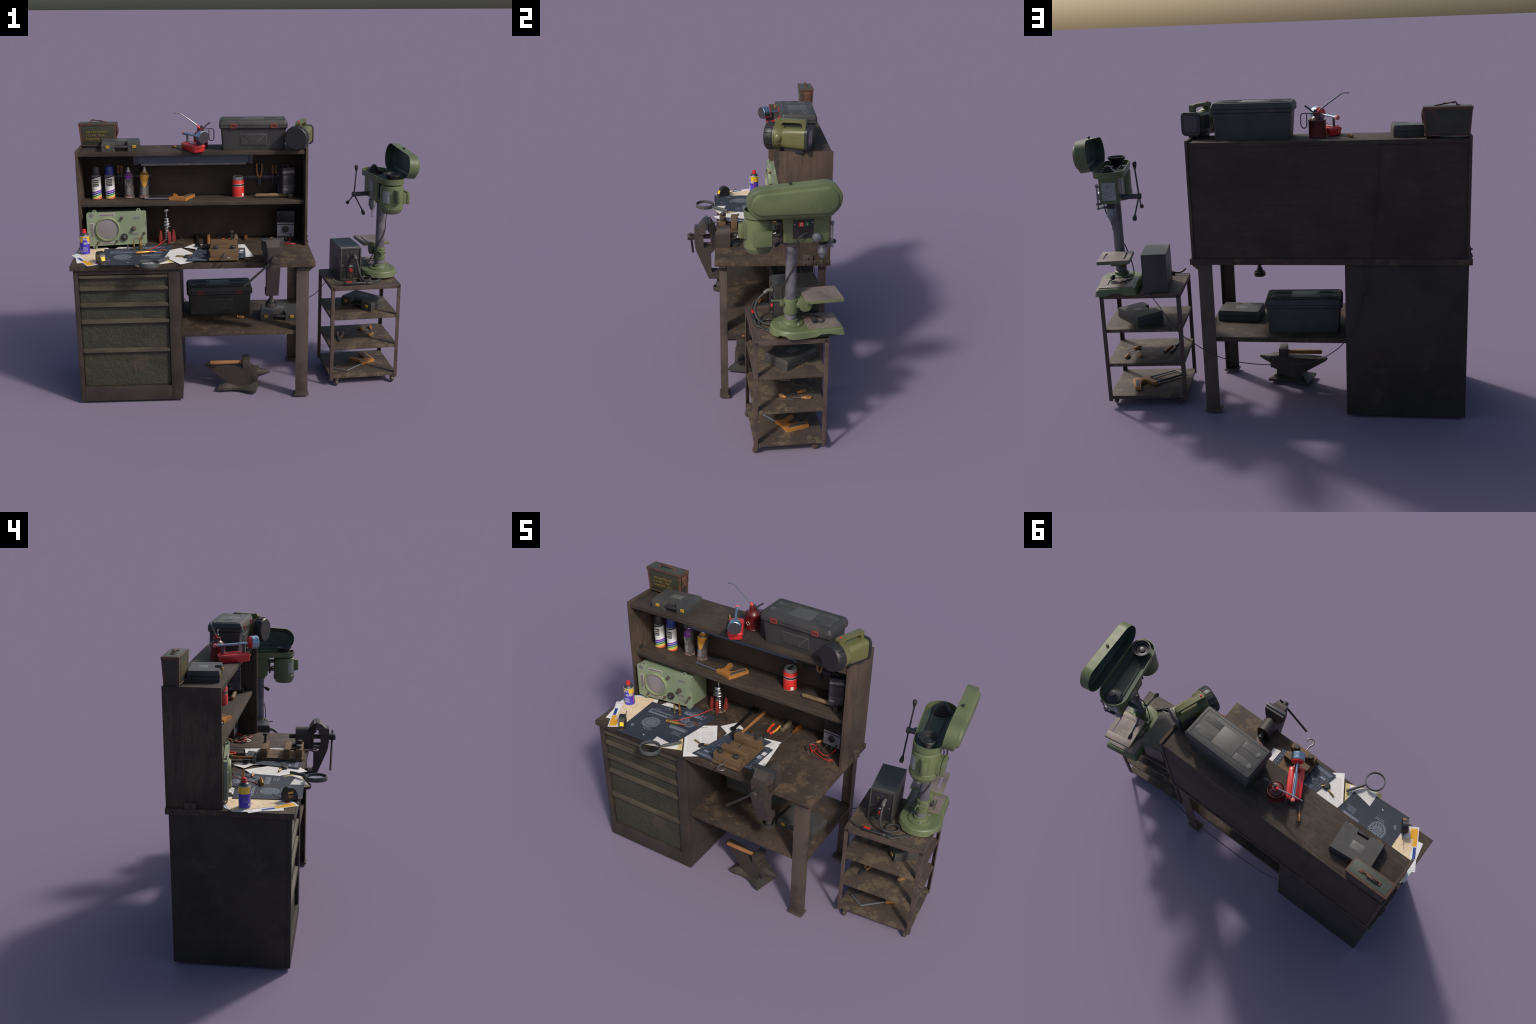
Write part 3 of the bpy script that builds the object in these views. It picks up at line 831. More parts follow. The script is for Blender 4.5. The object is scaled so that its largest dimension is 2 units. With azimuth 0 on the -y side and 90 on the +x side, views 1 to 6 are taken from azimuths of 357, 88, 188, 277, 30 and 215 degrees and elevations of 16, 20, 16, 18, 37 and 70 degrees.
for (u, v) in ((0, 0),):
    pts = []
    for k in range(4):
        a = k * PI / 2
        du, dv = 0.012 * math.cos(a), 0.012 * math.sin(a)
        ang = -PI / 2 - 0.15 + du / 0.042
        pts.append((0.0425 * math.cos(ang), 0.0425 * math.sin(ang), 0.040 + dv))
    add_tube(bm, pts + [pts[0]], 0.0008, 5, False)
finish(bm, 'hazard_mark', 'white', oc)

def driver(name_mat, loc, yaw, length=0.05, shaft=0.05, r=0.009, band='grip', label='orange and black handled screwdriver', pitch=0.0):
    """Screwdriver lying along local +x (handle) to -x (tip)."""
    t = thing('screwdriver', label, 'screwdriver', loc, yaw, (0, pitch))
    L = length
    prof = [(0.0, L), (r * 0.75, L - 0.001), (r, L - 0.006), (r, L * 0.35), (r * 0.62, L * 0.2), (r * 0.95, L * 0.1), (r * 0.9, 0.002), (r * 0.4, 0), (0, 0)]
    lathe('handle', name_mat, t, prof, 16, (0, 0, r), 'x')
    if band:
        bm = bmesh.new()
        for k in range(4):
            a = PI / 4 + k * PI / 2
            c = (0, math.cos(a) * r * 0.95, r + math.sin(a) * r * 0.95)
            add_tube(bm, [(L * 0.38, c[1], c[2]), (L - 0.007, c[1], c[2])], r * 0.28, 6, False)
        finish(bm, 'grip_strip', band, t)
    bm = bmesh.new()
    add_tube(bm, [(0.001, 0, r), (-shaft * 0.85, 0, r), (-shaft, 0, r)], 0.0016, 8, False)
    add_box(bm, -shaft - 0.005, -shaft + 0.001, -0.0022, 0.0022, r - 0.0006, r + 0.0006, 0.0003)
    finish(bm, 'blade', 'steel', t)
    return t
driver('orange', (-0.392, 0.238, 1.4108), 124, 0.044, 0.030, 0.0075)
driver('orange', (-0.049, 0.016, 0.4170), -18, 0.044, 0.0, 0.008)

# ================================================================== SPRAY CANS
def spray_can(loc, body_mat, cap_mat, label, cap=True, yaw=0):
    t = thing('spray_can', label, 'spray can', loc, yaw)
    lathe('can_body', body_mat, t, [(0, 0.0), (0.026, 0.0), (0.0295, 0.002), (0.0295, 0.006), (0.0285, 0.008), (0.0285, 0.135), (0.0295, 0.137), (0.0295, 0.141), (0.0255, 0.146), (0.018, 0.150), (0, 0.150)], 36)
    if cap:
        lathe('cap', cap_mat, t, [(0, 0.1415), (0.0262, 0.1415), (0.0265, 0.150), (0.0255, 0.193), (0.0235, 0.196), (0.02, 0.196), (0.019, 0.192), (0, 0.192)], 32)
    return t
def rainbow(name):
    return banded(name, [(0, rgb(206, 96, 46)), (0.0075, rgb(232, 232, 230)), (0.009, rgb(190, 178, 46)), (0.0185, rgb(232, 232, 230)), (0.020, rgb(44, 120, 52)), (0.029, rgb(232, 232, 230)),
                         (0.031, rgb(52, 52, 150)), (0.040, rgb(232, 232, 230)), (0.042, rgb(110, 44, 176)), (0.0505, rgb(226, 226, 224)), (0.129, rgb(48, 48, 54)), (0.1365, rgb(120, 120, 122))], slope=0.28)
MAT['can_a'] = rainbow('rainbow_label')
MAT['cap_black'] = plain('black_cap', rgb(48, 47, 50), 0.45)
MAT['cap_blue'] = plain('blue_cap', rgb(44, 58, 132), 0.4)
for loc, cm, lab in (((-0.872, 0.243, 1.1120), 'cap_black', 'white spray can with rainbow stripes and black cap'), ((-0.793, 0.251, 1.1120), 'cap_blue', 'white spray can with rainbow stripes and blue cap')):
    t = spray_can(loc, 'can_a', cm, lab)
    bm = bmesh.new()
    rings = []
    for z in (0.080, 0.121):
        rings.append([((0.0290 + d) * math.cos(a), (0.0290 + d) * math.sin(a), z) for d in (0, 0.0004) for a in [(-PI / 2 - 0.62 + 1.24 * k / 10) * 1.0 for k in (range(11) if d else range(10, -1, -1))]])
    add_loft(bm, rings)
    finish(bm, 'name_panel', 'black', t)
    text_round('Paint', 0.0155, 'white', t, 0.0292, 0.111)
    text_round('Haven', 0.0155, 'white', t, 0.0292, 0.0985)
    text_round('Spray Paint', 0.0065, 'white', t, 0.0292, 0.087)
MAT['can_p'] = banded('grimy_purple_can', [(0, rgb(176, 168, 164)), (0.006, rgb(150, 96, 84)), (0.014, rgb(78, 72, 72)), (0.142, rgb(92, 84, 82))], 0.05, 0.45, 0.1, (rgb(58, 52, 54), 30, 0.5, 0.66))
MAT['purple'] = worn('purple_overspray', rgb(124, 42, 150), [(rgb(92, 34, 112), 40, 0.5, 0.65, 0.6, ONE)], 0.5)
MAT['ochre'] = worn('ochre_overspray', rgb(210, 148, 38), [(rgb(170, 112, 34), 40, 0.5, 0.65, 0.6, ONE)], 0.5)
MAT['paint_grey'] = plain('grey_print', rgb(172, 170, 172), 0.5)
def messy_can(loc, paint, label, tilt, up, seed):
    t = thing('spray_can', label, 'spray can', loc, 0, tilt)
    lathe('can_body', 'can_p', t, [(0, 0.0), (0.026, 0.0), (0.0305, 0.003), (0.0305, 0.007), (0.0292, 0.010), (0.0292, 0.122), (0.029, 0.132), (0.024, 0.146), (0.015, 0.154), (0, 0.154)], 36)
    rng = random.Random(seed)
    # paint runs that cake the shoulder and the upper front of the can
    bm = bmesh.new()
    cols, rows = 40, 14
    grid = []
    for i in range(cols):
        a = 2 * PI * i / cols
        front = 0.5 + 0.5 * math.cos(a + PI / 2)
        drop = 0.008 + (up + 0.010) * front ** 4 + 0.012 * noise.noise((math.cos(a) * 2.2 + seed, math.sin(a) * 2.2, 0.3))
        col = []
        for j in range(rows + 1):
            z = 0.157 - (drop) * j / rows
            rb = 0.0292 if z < 0.122 else (0.029 if z < 0.132 else max(0.012, 0.029 - (z - 0.132) * 0.62))
            lump = 0.0012 + 0.0016 * (noise.noise((math.cos(a) * 3, math.sin(a) * 3, z * 80 + seed)) + 0.6) * (1 - (j / rows) ** 4)
            if j == rows:
                lump = 0.0001
            col.append(bm.verts.new(((rb + lump) * math.cos(a), (rb + lump) * math.sin(a), z)))
        grid.append(col)
    for i in range(cols):
        A, B = grid[i], grid[(i + 1) % cols]
        for j in range(rows):
            bm.faces.new((A[j], A[j + 1], B[j + 1], B[j]))
    bm.faces.new([c[0] for c in grid])
    finish(bm, 'paint_crust', paint, t, angle=60)
    lathe('nozzle', 'white', t, [(0.006, 0.150), (0.012, 0.158), (0.0085, 0.168), (0.006, 0.172), (0.006, 0.182), (0.004, 0.184)], 16)
    # shield emblem outline and small print
    bm = bmesh.new()
    sh = [(-0.021, 0.108), (-0.014, 0.116), (0.014, 0.116), (0.021, 0.108), (0.018, 0.094), (0, 0.074), (-0.018, 0.094), (-0.021, 0.108)]
    pts = []
    for (x0, z0), (x1, z1) in zip(sh, sh[1:]):
        for k in range(4):
            x, z = x0 + (x1 - x0) * k / 4, z0 + (z1 - z0) * k / 4
            a = -PI / 2 + x / 0.0292
            pts.append((0.0300 * math.cos(a), 0.0300 * math.sin(a), z))
    add_tube(bm, pts + [pts[0]], 0.0012, 6, False)
    for k in range(9):
        w = rng.uniform(0.006, 0.013)
        z = 0.066 - k * 0.0052
        row = []
        for s in range(7):
            a = -PI / 2 + (-w + 2 * w * s / 6) / 0.0292
            row.append((0.0294 * math.cos(a), 0.0294 * math.sin(a), z))
        add_tube(bm, row, 0.0009, 5, False)
    finish(bm, 'printed_emblem', 'paint_grey', t)
    bm = bmesh.new()
    for z, w in ((0.106, 0.013), (0.097, 0.012), (0.089, 0.007)):
        pts = []
        for k in range(15):
            a = -PI / 2 + (-w + 2 * w * k / 14) / 0.0292
            pts.append((0.0299 * math.cos(a), 0.0299 * math.sin(a), z + (0.003 if k % 2 else -0.003) * rng.uniform(0.5, 1.0)))
        add_tube(bm, pts, 0.0009, 5, False)
    finish(bm, 'scrawled_title', 'paint_grey', t)
    return t
messy_can((-0.682, 0.264, 1.1120), 'purple', 'grimy dark spray can caked with purple paint', (0, 0), 0.030, 3)
messy_can((-0.594, 0.256, 1.1120), 'ochre', 'grimy dark spray can caked with ochre paint', (-3, 3), 0.075, 8)

# ================================================================== RED TIN WITH METAL LID
MAT['tin_red'] = banded('red_tin_label', [(0, rgb(170, 166, 160)), (0.004, rgb(212, 48, 40)), (0.066, rgb(190, 190, 188)), (0.068, rgb(36, 34, 36)), (0.079, rgb(190, 190, 188)), (0.081, rgb(212, 48, 40))], 0.0, 0.4, 0.2, (rgb(186, 36, 34), 22, 0.5, 0.7))
rt = thing('paint_tin', 'bright red tin with black band and worn lid', 'tin can', (-0.027, 0.251, 1.1120), 0)
lathe('tin_body', 'tin_red', rt, [(0, 0), (0.035, 0), (0.037, 0.002), (0.037, 0.100), (0.035, 0.103), (0, 0.103)], 40)
lathe('tin_lid', 'plate', rt, [(0.030, 0.1025), (0.0325, 0.104), (0.0335, 0.108), (0.0335, 0.120), (0.031, 0.1235), (0.027, 0.1235), (0.026, 0.121), (0, 0.121)], 36)
box('lid_stripe', 'black', rt, -0.006, 0.006, -0.026, 0.026, 0.121, 0.1222, 0.0004)
bm = bmesh.new()
add_loft(bm, [[((0.0372 + d) * math.cos(a), (0.0372 + d) * math.sin(a), z) for d in (0, 0.0004) for a in [-0.95 + 0.42 * k / 5 for k in (range(6) if d else range(5, -1, -1))]] for z in (0.006, 0.024)])
finish(bm, 'price_sticker', 'white', rt)

# ================================================================== BLACK SOLVENT TIN AND CLUB HAMMER
ht = thing('club_hammer', 'short hammer with pale wooden handle and iron head', 'hammer', (0.074, 0.205, 1.1120), 2)
lathe('hammer_handle', 'handle_dark', ht, [(0, 0), (0.009, 0.0005), (0.0115, 0.006), (0.0115, 0.12), (0.010, 0.21), (0, 0.21)], 16, (0, 0, 0.0135), 'x')
box('hammer_head', 'iron', ht, 0.196, 0.222, -0.045, 0.045, 0, 0.027, 0.003)
st = thing('solvent_tin', 'scraped black rectangular solvent tin', 'metal can', (0.261, 0.230, 1.137), 19)
bm = bmesh.new()
rings = [[(x, y, z) for x, y in rounded(w, d, 0.010, 5)] for w, d, z in ((0.078, 0.086, 0), (0.082, 0.090, 0.003), (0.082, 0.090, 0.05), (0.0805, 0.0885, 0.052), (0.082, 0.090, 0.054), (0.082, 0.090, 0.108), (0.0805, 0.0885, 0.110), (0.082, 0.090, 0.112), (0.082, 0.090, 0.156), (0.078, 0.086, 0.158), (0.076, 0.084, 0.155))]
add_loft(bm, rings)
finish(bm, 'tin_body', 'tin', st, angle=25)
lathe('screw_cap', 'iron', st, [(0.013, 0.155), (0.013, 0.168), (0.011, 0.170), (0, 0.170)], 20, (0.016, 0.012, 0))
tube('tin_handle', 'iron', st, [(-0.03, -0.02, 0.156), (-0.028, -0.02, 0.170), (0.0, -0.02, 0.172), (0.008, -0.02, 0.157)], 0.0025, 6)

# ================================================================== HACKSAWS
def hacksaw(loc, yaw):
    t = thing('hacksaw', 'orange handled hacksaw with steel frame', 'hacksaw', loc, yaw)
    bm = bmesh.new()
    add_tube(bm, [(0.150, 0.0, 0.008), (0.0, 0.0, 0.008), (-0.028, 0.085, 0.008)], 0.0048, 8, False)
    add_box(bm, 0.145, 0.152, 0.083, 0.105, 0.003, 0.011, 0.001)
    add_lathe(bm, [(0.0065, 0.0), (0.0065, 0.008), (0.003, 0.009), (0.003, 0.014)], 6, (0.174, 0.092, 0.008), 'x')
    finish(bm, 'frame', 'steel', t)
    box('blade', 'steel_dark', t, -0.030, 0.158, 0.0845, 0.0855, 0.002, 0.014, 0.0)
    h = [(0.143, -0.007), (0.200, -0.012), (0.2447, -0.026), (0.2530, -0.010), (0.2680, 0.030), (0.2886, 0.0915), (0.2600, 0.1050), (0.2555, 0.092), (0.249, 0.086), (0.247, 0.074), (0.240, 0.066), (0.236, 0.050), (0.222, 0.030),
         (0.205, 0.024), (0.192, 0.034), (0.184, 0.062), (0.1770, 0.095), (0.158, 0.099), (0.155, 0.078), (0.166, 0.040), (0.160, 0.014), (0.143, 0.008)]
    prism('handle', 'orange', t, h, 0.0, 0.018, 'z', 0.0025)
    g = [(0.240, -0.010), (0.256, 0.030), (0.2780, 0.0885), (0.2625, 0.0945), (0.245, 0.055), (0.228, 0.012)]
    prism('grip_inlay', 'grip', t, g, -0.0006, 0.0192, 'z', 0.001)
    return t
hacksaw((-0.583, 0.188, 1.1120), -4.6)
hacksaw((0.6199, -0.0235, 0.0625), 42.6)

# ================================================================== TOOLS ON THE RAILS AND PLIERS
def pliers(loc, rot, scale, mats, label):
    """Pliers lying in local xy: jaws toward -y, handles toward +y."""
    t = thing('pliers', label, 'pliers', loc, 0)
    t.rotation_euler = rot
    t.scale = (scale,) * 3
    bm = bmesh.new()
    for s in (-1, 1):
        add_prism(bm, [(s * 0.0006, -0.052), (s * 0.005, -0.050), (s * 0.0105, -0.022), (s * 0.012, -0.004), (s * 0.009, 0.008), (s * 0.0006, 0.008)], 0.001, 0.011, 'z', 0.001)
    add_lathe(bm, [(0.008, 0.0), (0.008, 0.012), (0.005, 0.013)], 16)
    finish(bm, 'jaw', 'steel_dark', t)
    for s in (-1, 1):
        path = [(s * 0.005, 0.006, 0.0065), (s * 0.011, 0.020, 0.0065), (s * 0.0165, 0.045, 0.0065), (s * 0.0185, 0.070, 0.0065), (s * 0.017, 0.098, 0.0065)]
        bm = bmesh.new()
        add_tube(bm, path, 0.0066, 10)
        add_lathe(bm, [(0.007, 0.012), (0.008, 0.014), (0.007, 0.017)], 10, (s * 0.010, 0, 0.0065), 'y')
        h = finish(bm, 'handle', mats[0], t)
        bm = bmesh.new()
        add_tube(bm, [(p[0] + s * 0.003, p[1] + 0.002, p[2]) for p in path[1:]], 0.0058, 8)
        finish(bm, 'handle_grip', mats[1], h)
    return t
pliers((-0.097, 0.152, TOP + 0.001), (0, 0, rad(2)), 1.02, ('plier_red', 'plier_yellow'), 'pliers with red and yellow insulated handles')
pliers((0.584, 0.062, 0.2480), (0, 0, rad(-12)), 0.95, ('orange', 'grip'), 'pliers with orange and black handles')
pliers((0.106, 0.326, 1.210), (PI / 2, 0, 0), 0.9, ('orange', 'grip'), 'hanging pliers with orange handles')
for x, z in ((-0.748, 1.250), (-0.7265, 1.246), (-0.591, 1.250), (0.189, 1.236), (0.2105, 1.236)):
    t = thing('screwdriver', 'hanging screwdriver with orange and black handle', 'screwdriver', (x, 0.318, z - 0.003), 0)
    lathe('handle', 'orange', t, [(0, 0.054), (0.007, 0.052), (0.009, 0.046), (0.009, 0.014), (0.006, 0.007), (0.0085, 0.003), (0.004, 0)], 14)
    box('grip_strip', 'grip', t, -0.0042, 0.0042, -0.0098, -0.005, 0.014, 0.047, 0.001)
    tube('blade', 'steel', t, [(0, 0, 0.001), (0, 0, -0.06)], 0.0016, 6, False)

# ================================================================== FIELD RADIO
ra = thing('field_radio', 'pale green military oscilloscope with round screen', 'radio', (-0.7465, 0.100, 0.0), 7)
bm = bmesh.new()
add_prism(bm, rounded(0.346, 0.198, 0.008, 4, 0, 0.961), 0.0, 0.020, 'y', 0.002)
face = finish(bm, 'front_panel', 'radio', ra)
bm = bmesh.new()
add_prism(bm, [(0.0205, 0.866), (0.0205, 1.054), (0.165, 1.046), (0.185, 1.03), (0.185, 0.842), (0.165, 0.838)], -0.166, 0.166, 'x', 0.004)
finish(bm, 'radio_case', 'radio', ra)
bm = bmesh.new()
for u, z, s in ((-0.126, 1.061, 1), (0.129, 1.061, 1), (-0.1315, 0.861, -1), (0.150, 0.861, -1)):
    out = [(u - 0.017, z - s * 0.002), (u - 0.010, z + s * 0.012), (u - 0.004, z + s * 0.0165), (u + 0.004, z + s * 0.0165), (u + 0.010, z + s * 0.012), (u + 0.017, z - s * 0.002)]
    add_prism(bm, out, 0.003, 0.009, 'y', 0.0006)
lug = finish(bm, 'mounting_lug', 'radio', ra)
bm = bmesh.new()
for u, z in ((-0.126, 1.071), (0.129, 1.071), (-0.1315, 0.850), (0.150, 0.850)):
    add_lathe(bm, [(0.004, 0.0022), (0.004, 0.0035)], 12, (u, 0, z), 'y')
finish(bm, 'lug_hole', 'black', lug)
sc = (-0.055, 0, 0.9615)
lathe('screen_bezel', 'radio_rim', ra, [(0.066, 0.0), (0.0725, 0.0), (0.0725, -0.006), (0.069, -0.013), (0.0645, -0.014), (0.0625, -0.006), (0.062, 0.0)], 56, sc, 'y')
lathe('screen', 'screen', ra, [(0.0, -0.0095), (0.03, -0.0088), (0.055, -0.0065), (0.0632, -0.004), (0.0632, 0.0), (0, 0.0)], 48, sc, 'y')
def knob(u, z, r, l, flutes=0, mat='knob'):
    bm = bmesh.new()
    add_lathe(bm, [(r * 0.95, 0.0), (r, -l * 0.2), (r * 0.9, -l), (r * 0.75, -l - 0.001), (0, -l - 0.001)], 20, (u, 0, z), 'y')
    add_lathe(bm, [(r * 1.25, 0.0), (r * 1.25, -0.003), (r, -0.004)], 20, (u, 0, z), 'y')
    for k in range(flutes):
        a = 2 * PI * k / flutes
        add_lathe(bm, [(r * 0.3, 0), (r * 0.3, -l * 0.95)], 8, (u + r * math.cos(a), 0, z + r * math.sin(a)), 'y')
    return finish(bm, 'control_knob', mat, ra)
knob(0.029, 1.0245, 0.0075, 0.016)
box('knob_pointer', 'knob', ra, 0.019, 0.039, -0.017, -0.010, 1.0205, 1.0285, 0.002)
knob(0.0957, 0.9577, 0.0115, 0.022)
k = knob(0.0402, 0.9095, 0.0165, 0.014, 8, 'iron')
lathe('knob_cap', 'steel', ra, [(0.006, -0.015), (0.006, -0.021), (0.004, -0.022), (0, -0.022)], 16, (0.0402, 0, 0.9095), 'y')
for u, z in ((-0.0029, 0.8865), (0.158, 0.927), (0.141, 0.8985), (-0.112, 0.8804)):
    knob(u, z, 0.0065, 0.015)
for (u0, z1, u1, z0) in ((-0.097, 1.0535, -0.0138, 1.0405), (-0.155, 1.0005, -0.135, 0.9168), (-0.098, 0.8815, -0.015, 0.8715)):
    a = box('data_plate', 'label_rim', ra, u0, u1, -0.0016, 0.001, z0, z1, 0.0004)
    box('data_plate_field', 'scuff', a, u0 + 0.002, u1 - 0.002, -0.0022, 0.0, z0 + 0.002, z1 - 0.002, 0.0003)
# bare patches where paint was rubbed off
bm = bmesh.new()
rng = random.Random(4)
for u, z, w, h in ((0.1147, 1.020, 0.046, 0.0125), (0.102, 0.923, 0.042, 0.0125), (0.110, 0.894, 0.030, 0.010), (-0.147, 1.046, 0.028, 0.022), (0.166, 0.985, 0.006, 0.03)):
    n = 14
    pts = []
    for i in range(n):
        a = 2 * PI * i / n
        cx, cy = math.cos(a), math.sin(a)
        q = max(abs(cx), abs(cy))
        k = rng.uniform(0.82, 1.05)
        pts.append((u + w / 2 * cx / q * k, z + h / 2 * cy / q * k))
    add_prism(bm, pts, -0.0006, 0.0005, 'y')
finish(bm, 'bare_patch', 'scuff', ra)

# ================================================================== CHROME DISCHARGE TUBE
ct = thing('glow_lamp', 'chrome ribbed column on red finned base', 'lamp', (-0.4615, 0.2215, TOP + 0.0005), 20)
lathe('base_disc', 'mica', ct, [(0, 0), (0.040, 0), (0.042, 0.003), (0.038, 0.006), (0, 0.006)], 14)
prof = [(0.020, 0.006), (0.024, 0.012), (0.018, 0.016)]
for i in range(4):
    z = 0.018 + i * 0.014
    prof += [(0.014, z), (0.021, z + 0.003), (0.0225, z + 0.006), (0.021, z + 0.009), (0.014, z + 0.012)]
prof += [(0.012, 0.080), (0.013, 0.098)]
for i, r in enumerate((0.033, 0.030, 0.026)):
    z = 0.100 + i * 0.0185
    prof += [(0.020, z), (r - 0.003, z + 0.0015), (r, z + 0.0055), (r - 0.003, z + 0.0095), (0.020, z + 0.012), (0.019, z + 0.0175)]
prof += [(0.012, 0.158), (0.006, 0.161), (0.0045, 0.186), (0.009, 0.188), (0.0155, 0.193), (0.0185, 0.201), (0.0175, 0.209), (0.012, 0.2155), (0.006, 0.218), (0, 0.2185)]
lathe('ribbed_column', 'chrome', ct, prof, 32, angle=50)
for k in range(4):
    a = k * PI / 2
    bm = bmesh.new()
    add_prism(bm, [(0.026, 0.008), (0.050, 0.004), (0.052, 0.030), (0.046, 0.076), (0.034, 0.078), (0.033, 0.050), (0.027, 0.030)], -0.009, 0.009, 'y', 0.002)
    finish(bm, 'red_fin', 'red_fin', ct, rot=(0, 0, a))
    lathe('terminal_post', 'iron', ct, [(0.006, 0.005), (0.006, 0.022), (0.0035, 0.024), (0.0035, 0.032)], 10, (0.034 * math.cos(a + PI / 4), 0.034 * math.sin(a + PI / 4), 0))
w = thing('lead_wire', 'loose red and black test wires', 'wire')
tube('red_wire', 'wire_red', w, [(-0.474, 0.178, 0.862), (-0.518, 0.10, 0.850), (-0.564, 0.032, 0.846), (-0.589, -0.009, 0.846), (-0.6143, -0.025, 0.849)], 0.0024, 8)
tube('black_wire', 'cable', w, [(-0.4505, 0.160, 0.850), (-0.4786, 0.098, 0.850), (-0.5256, -0.004, 0.848)], 0.0016, 8)
tube('black_wire', 'cable', w, [(-0.405, 0.200, 0.858), (-0.392, 0.17, 0.846), (-0.374, 0.158, 0.845), (-0.370, 0.172, 0.866), (-0.378, 0.182, 0.885), (-0.362, 0.160, 0.862), (-0.340, 0.118, 0.845)], 0.0013, 6)

# ================================================================== LUBRICANT CAN
MAT['lube'] = banded('blue_yellow_label', [(0, rgb(150, 150, 160)), (0.003, rgb(64, 52, 172)), (0.071, rgb(228, 190, 40)), (0.105, rgb(150, 152, 156))], 0.0, 0.35, 0.3, (rgb(72, 62, 180), 18, 0.55, 0.8))
lc = thing('lubricant_can', 'blue and yellow lubricant can with red cap', 'spray can', (-0.925, -0.001, 0.8425), 13)
lathe('can_body', 'lube', lc, [(0, 0), (0.027, 0), (0.0295, 0.002), (0.0285, 0.005), (0.0285, 0.104), (0.0295, 0.106), (0.0285, 0.109), (0.026, 0.110)], 36)
lathe('can_dome', 'steel_dark', lc, [(0.0275, 0.1085), (0.026, 0.113), (0.018, 0.121), (0.013, 0.124), (0, 0.124)], 32)
lathe('cap', 'red', lc, [(0.0135, 0.1205), (0.0135, 0.131), (0.0115, 0.133), (0.0115, 0.142), (0.009, 0.1445), (0, 0.145)], 20)
def wrap_panel(parent, mat, a0, a1, z0, z1, r, name='label_panel', t=0.0004):
    bm = bmesh.new()
    n = 10
    rings = []
    for z in (z0, z1):
        rings.append([((r + (0 if k <= n else t)) * math.cos(a), (r + (0 if k <= n else t)) * math.sin(a), z) for k in range(2 * n + 2) for a in [a0 + (a1 - a0) * (k if k <= n else 2 * n + 1 - k) / n]])
    add_loft(bm, rings)
    return finish(bm, name, mat, parent)
MAT['lube_blue'] = plain('blue_label_panel', rgb(64, 52, 172), 0.35)
MAT['silver_print'] = plain('silver_panel', rgb(170, 164, 158), 0.4)
wrap_panel(lc, 'lube_blue', -2.05, -1.10, 0.055, 0.098, 0.0286)
wrap_panel(lc, 'silver_print', -1.10, -0.35, 0.060, 0.078, 0.0287)
wrap_panel(lc, 'red', -0.32, -0.22, 0.012, 0.090, 0.0288)
wrap_panel(lc, 'silver_print', -2.55, -2.25, 0.010, 0.026, 0.0286)
text_round('PH', 0.0215, 'white', lc, 0.0288, 0.0885, -PI / 2)
text_round('40', 0.0215, 'white', lc, 0.0288, 0.066, -PI / 2)
for i, s in enumerate(('Loosens', 'Protects', 'Drives out', 'Lubricates')):
    text_round(s, 0.0068, 'white', lc, 0.0286, 0.044 - i * 0.0075, -PI / 2)
bm = bmesh.new()
pts = []
for du, dz in ((-0.010, -0.008), (0.010, -0.008), (0, 0.011)):
    a = PI + 0.15 + du / 0.0285
    pts.append((0.0288 * math.cos(a), 0.0288 * math.sin(a), 0.052 + dz))
add_tube(bm, pts + [pts[0]], 0.0008, 5, False)
finish(bm, 'hazard_mark', 'paint_grey', lc)
text_round('Extremely\nflammable', 0.0055, 'paint_grey', lc, 0.0286, 0.036, PI + 0.15)

# ================================================================== TAPE MEASURE
tm = thing('tape_measure', 'black tape measure with yellow stripe', 'tape measure', (-0.811, -0.203, 0.8445), 30)
out = [(-0.040, 0.0), (0.030, 0.0), (0.036, 0.006), (0.036, 0.034), (0.030, 0.052), (0.016, 0.064), (-0.004, 0.066), (-0.020, 0.058), (-0.031, 0.042), (-0.040, 0.018)]
prism('tape_case', 'black', tm, out, -0.0155, 0.0155, 'x', 0.004)
bm = bmesh.new()
add_loft(bm, [[(x, y + dy, z + dz) for x in (-0.0105, 0.0105) for dy, dz in (((-0.0008, 0.0004), (0.004, -0.002)) if x < 0 else ((0.004, -0.002), (-0.0008, 0.0004)))] for y, z in ((-0.0395, 0.020), (-0.0318, 0.041))])
finish(bm, 'yellow_label', 'tape_yellow', tm)
for s in (-1,):
    text_flat('3m', 0.022, 'plier_yellow', tm, (s * 0.0157, 0.0, 0.022), (PI / 2, 0, s * PI / 2))
    bm = bmesh.new()
    add_box(bm, s * 0.0157 - 0.0005, s * 0.0157 + 0.0005, -0.014, 0.014, 0.036, 0.046, 0.0)
    finish(bm, 'brand_stripe', 'plier_yellow', tm)
box('tape_hook', 'copper', tm, -0.007, 0.007, -0.050, -0.038, 0.001, 0.004, 0.0006)
tube('wrist_strap', 'cable', tm, [(0.0, 0.036, 0.012), (0.004, 0.055, 0.016), (0.008, 0.075, 0.030), (0.010, 0.084, 0.040)], 0.0022, 6)

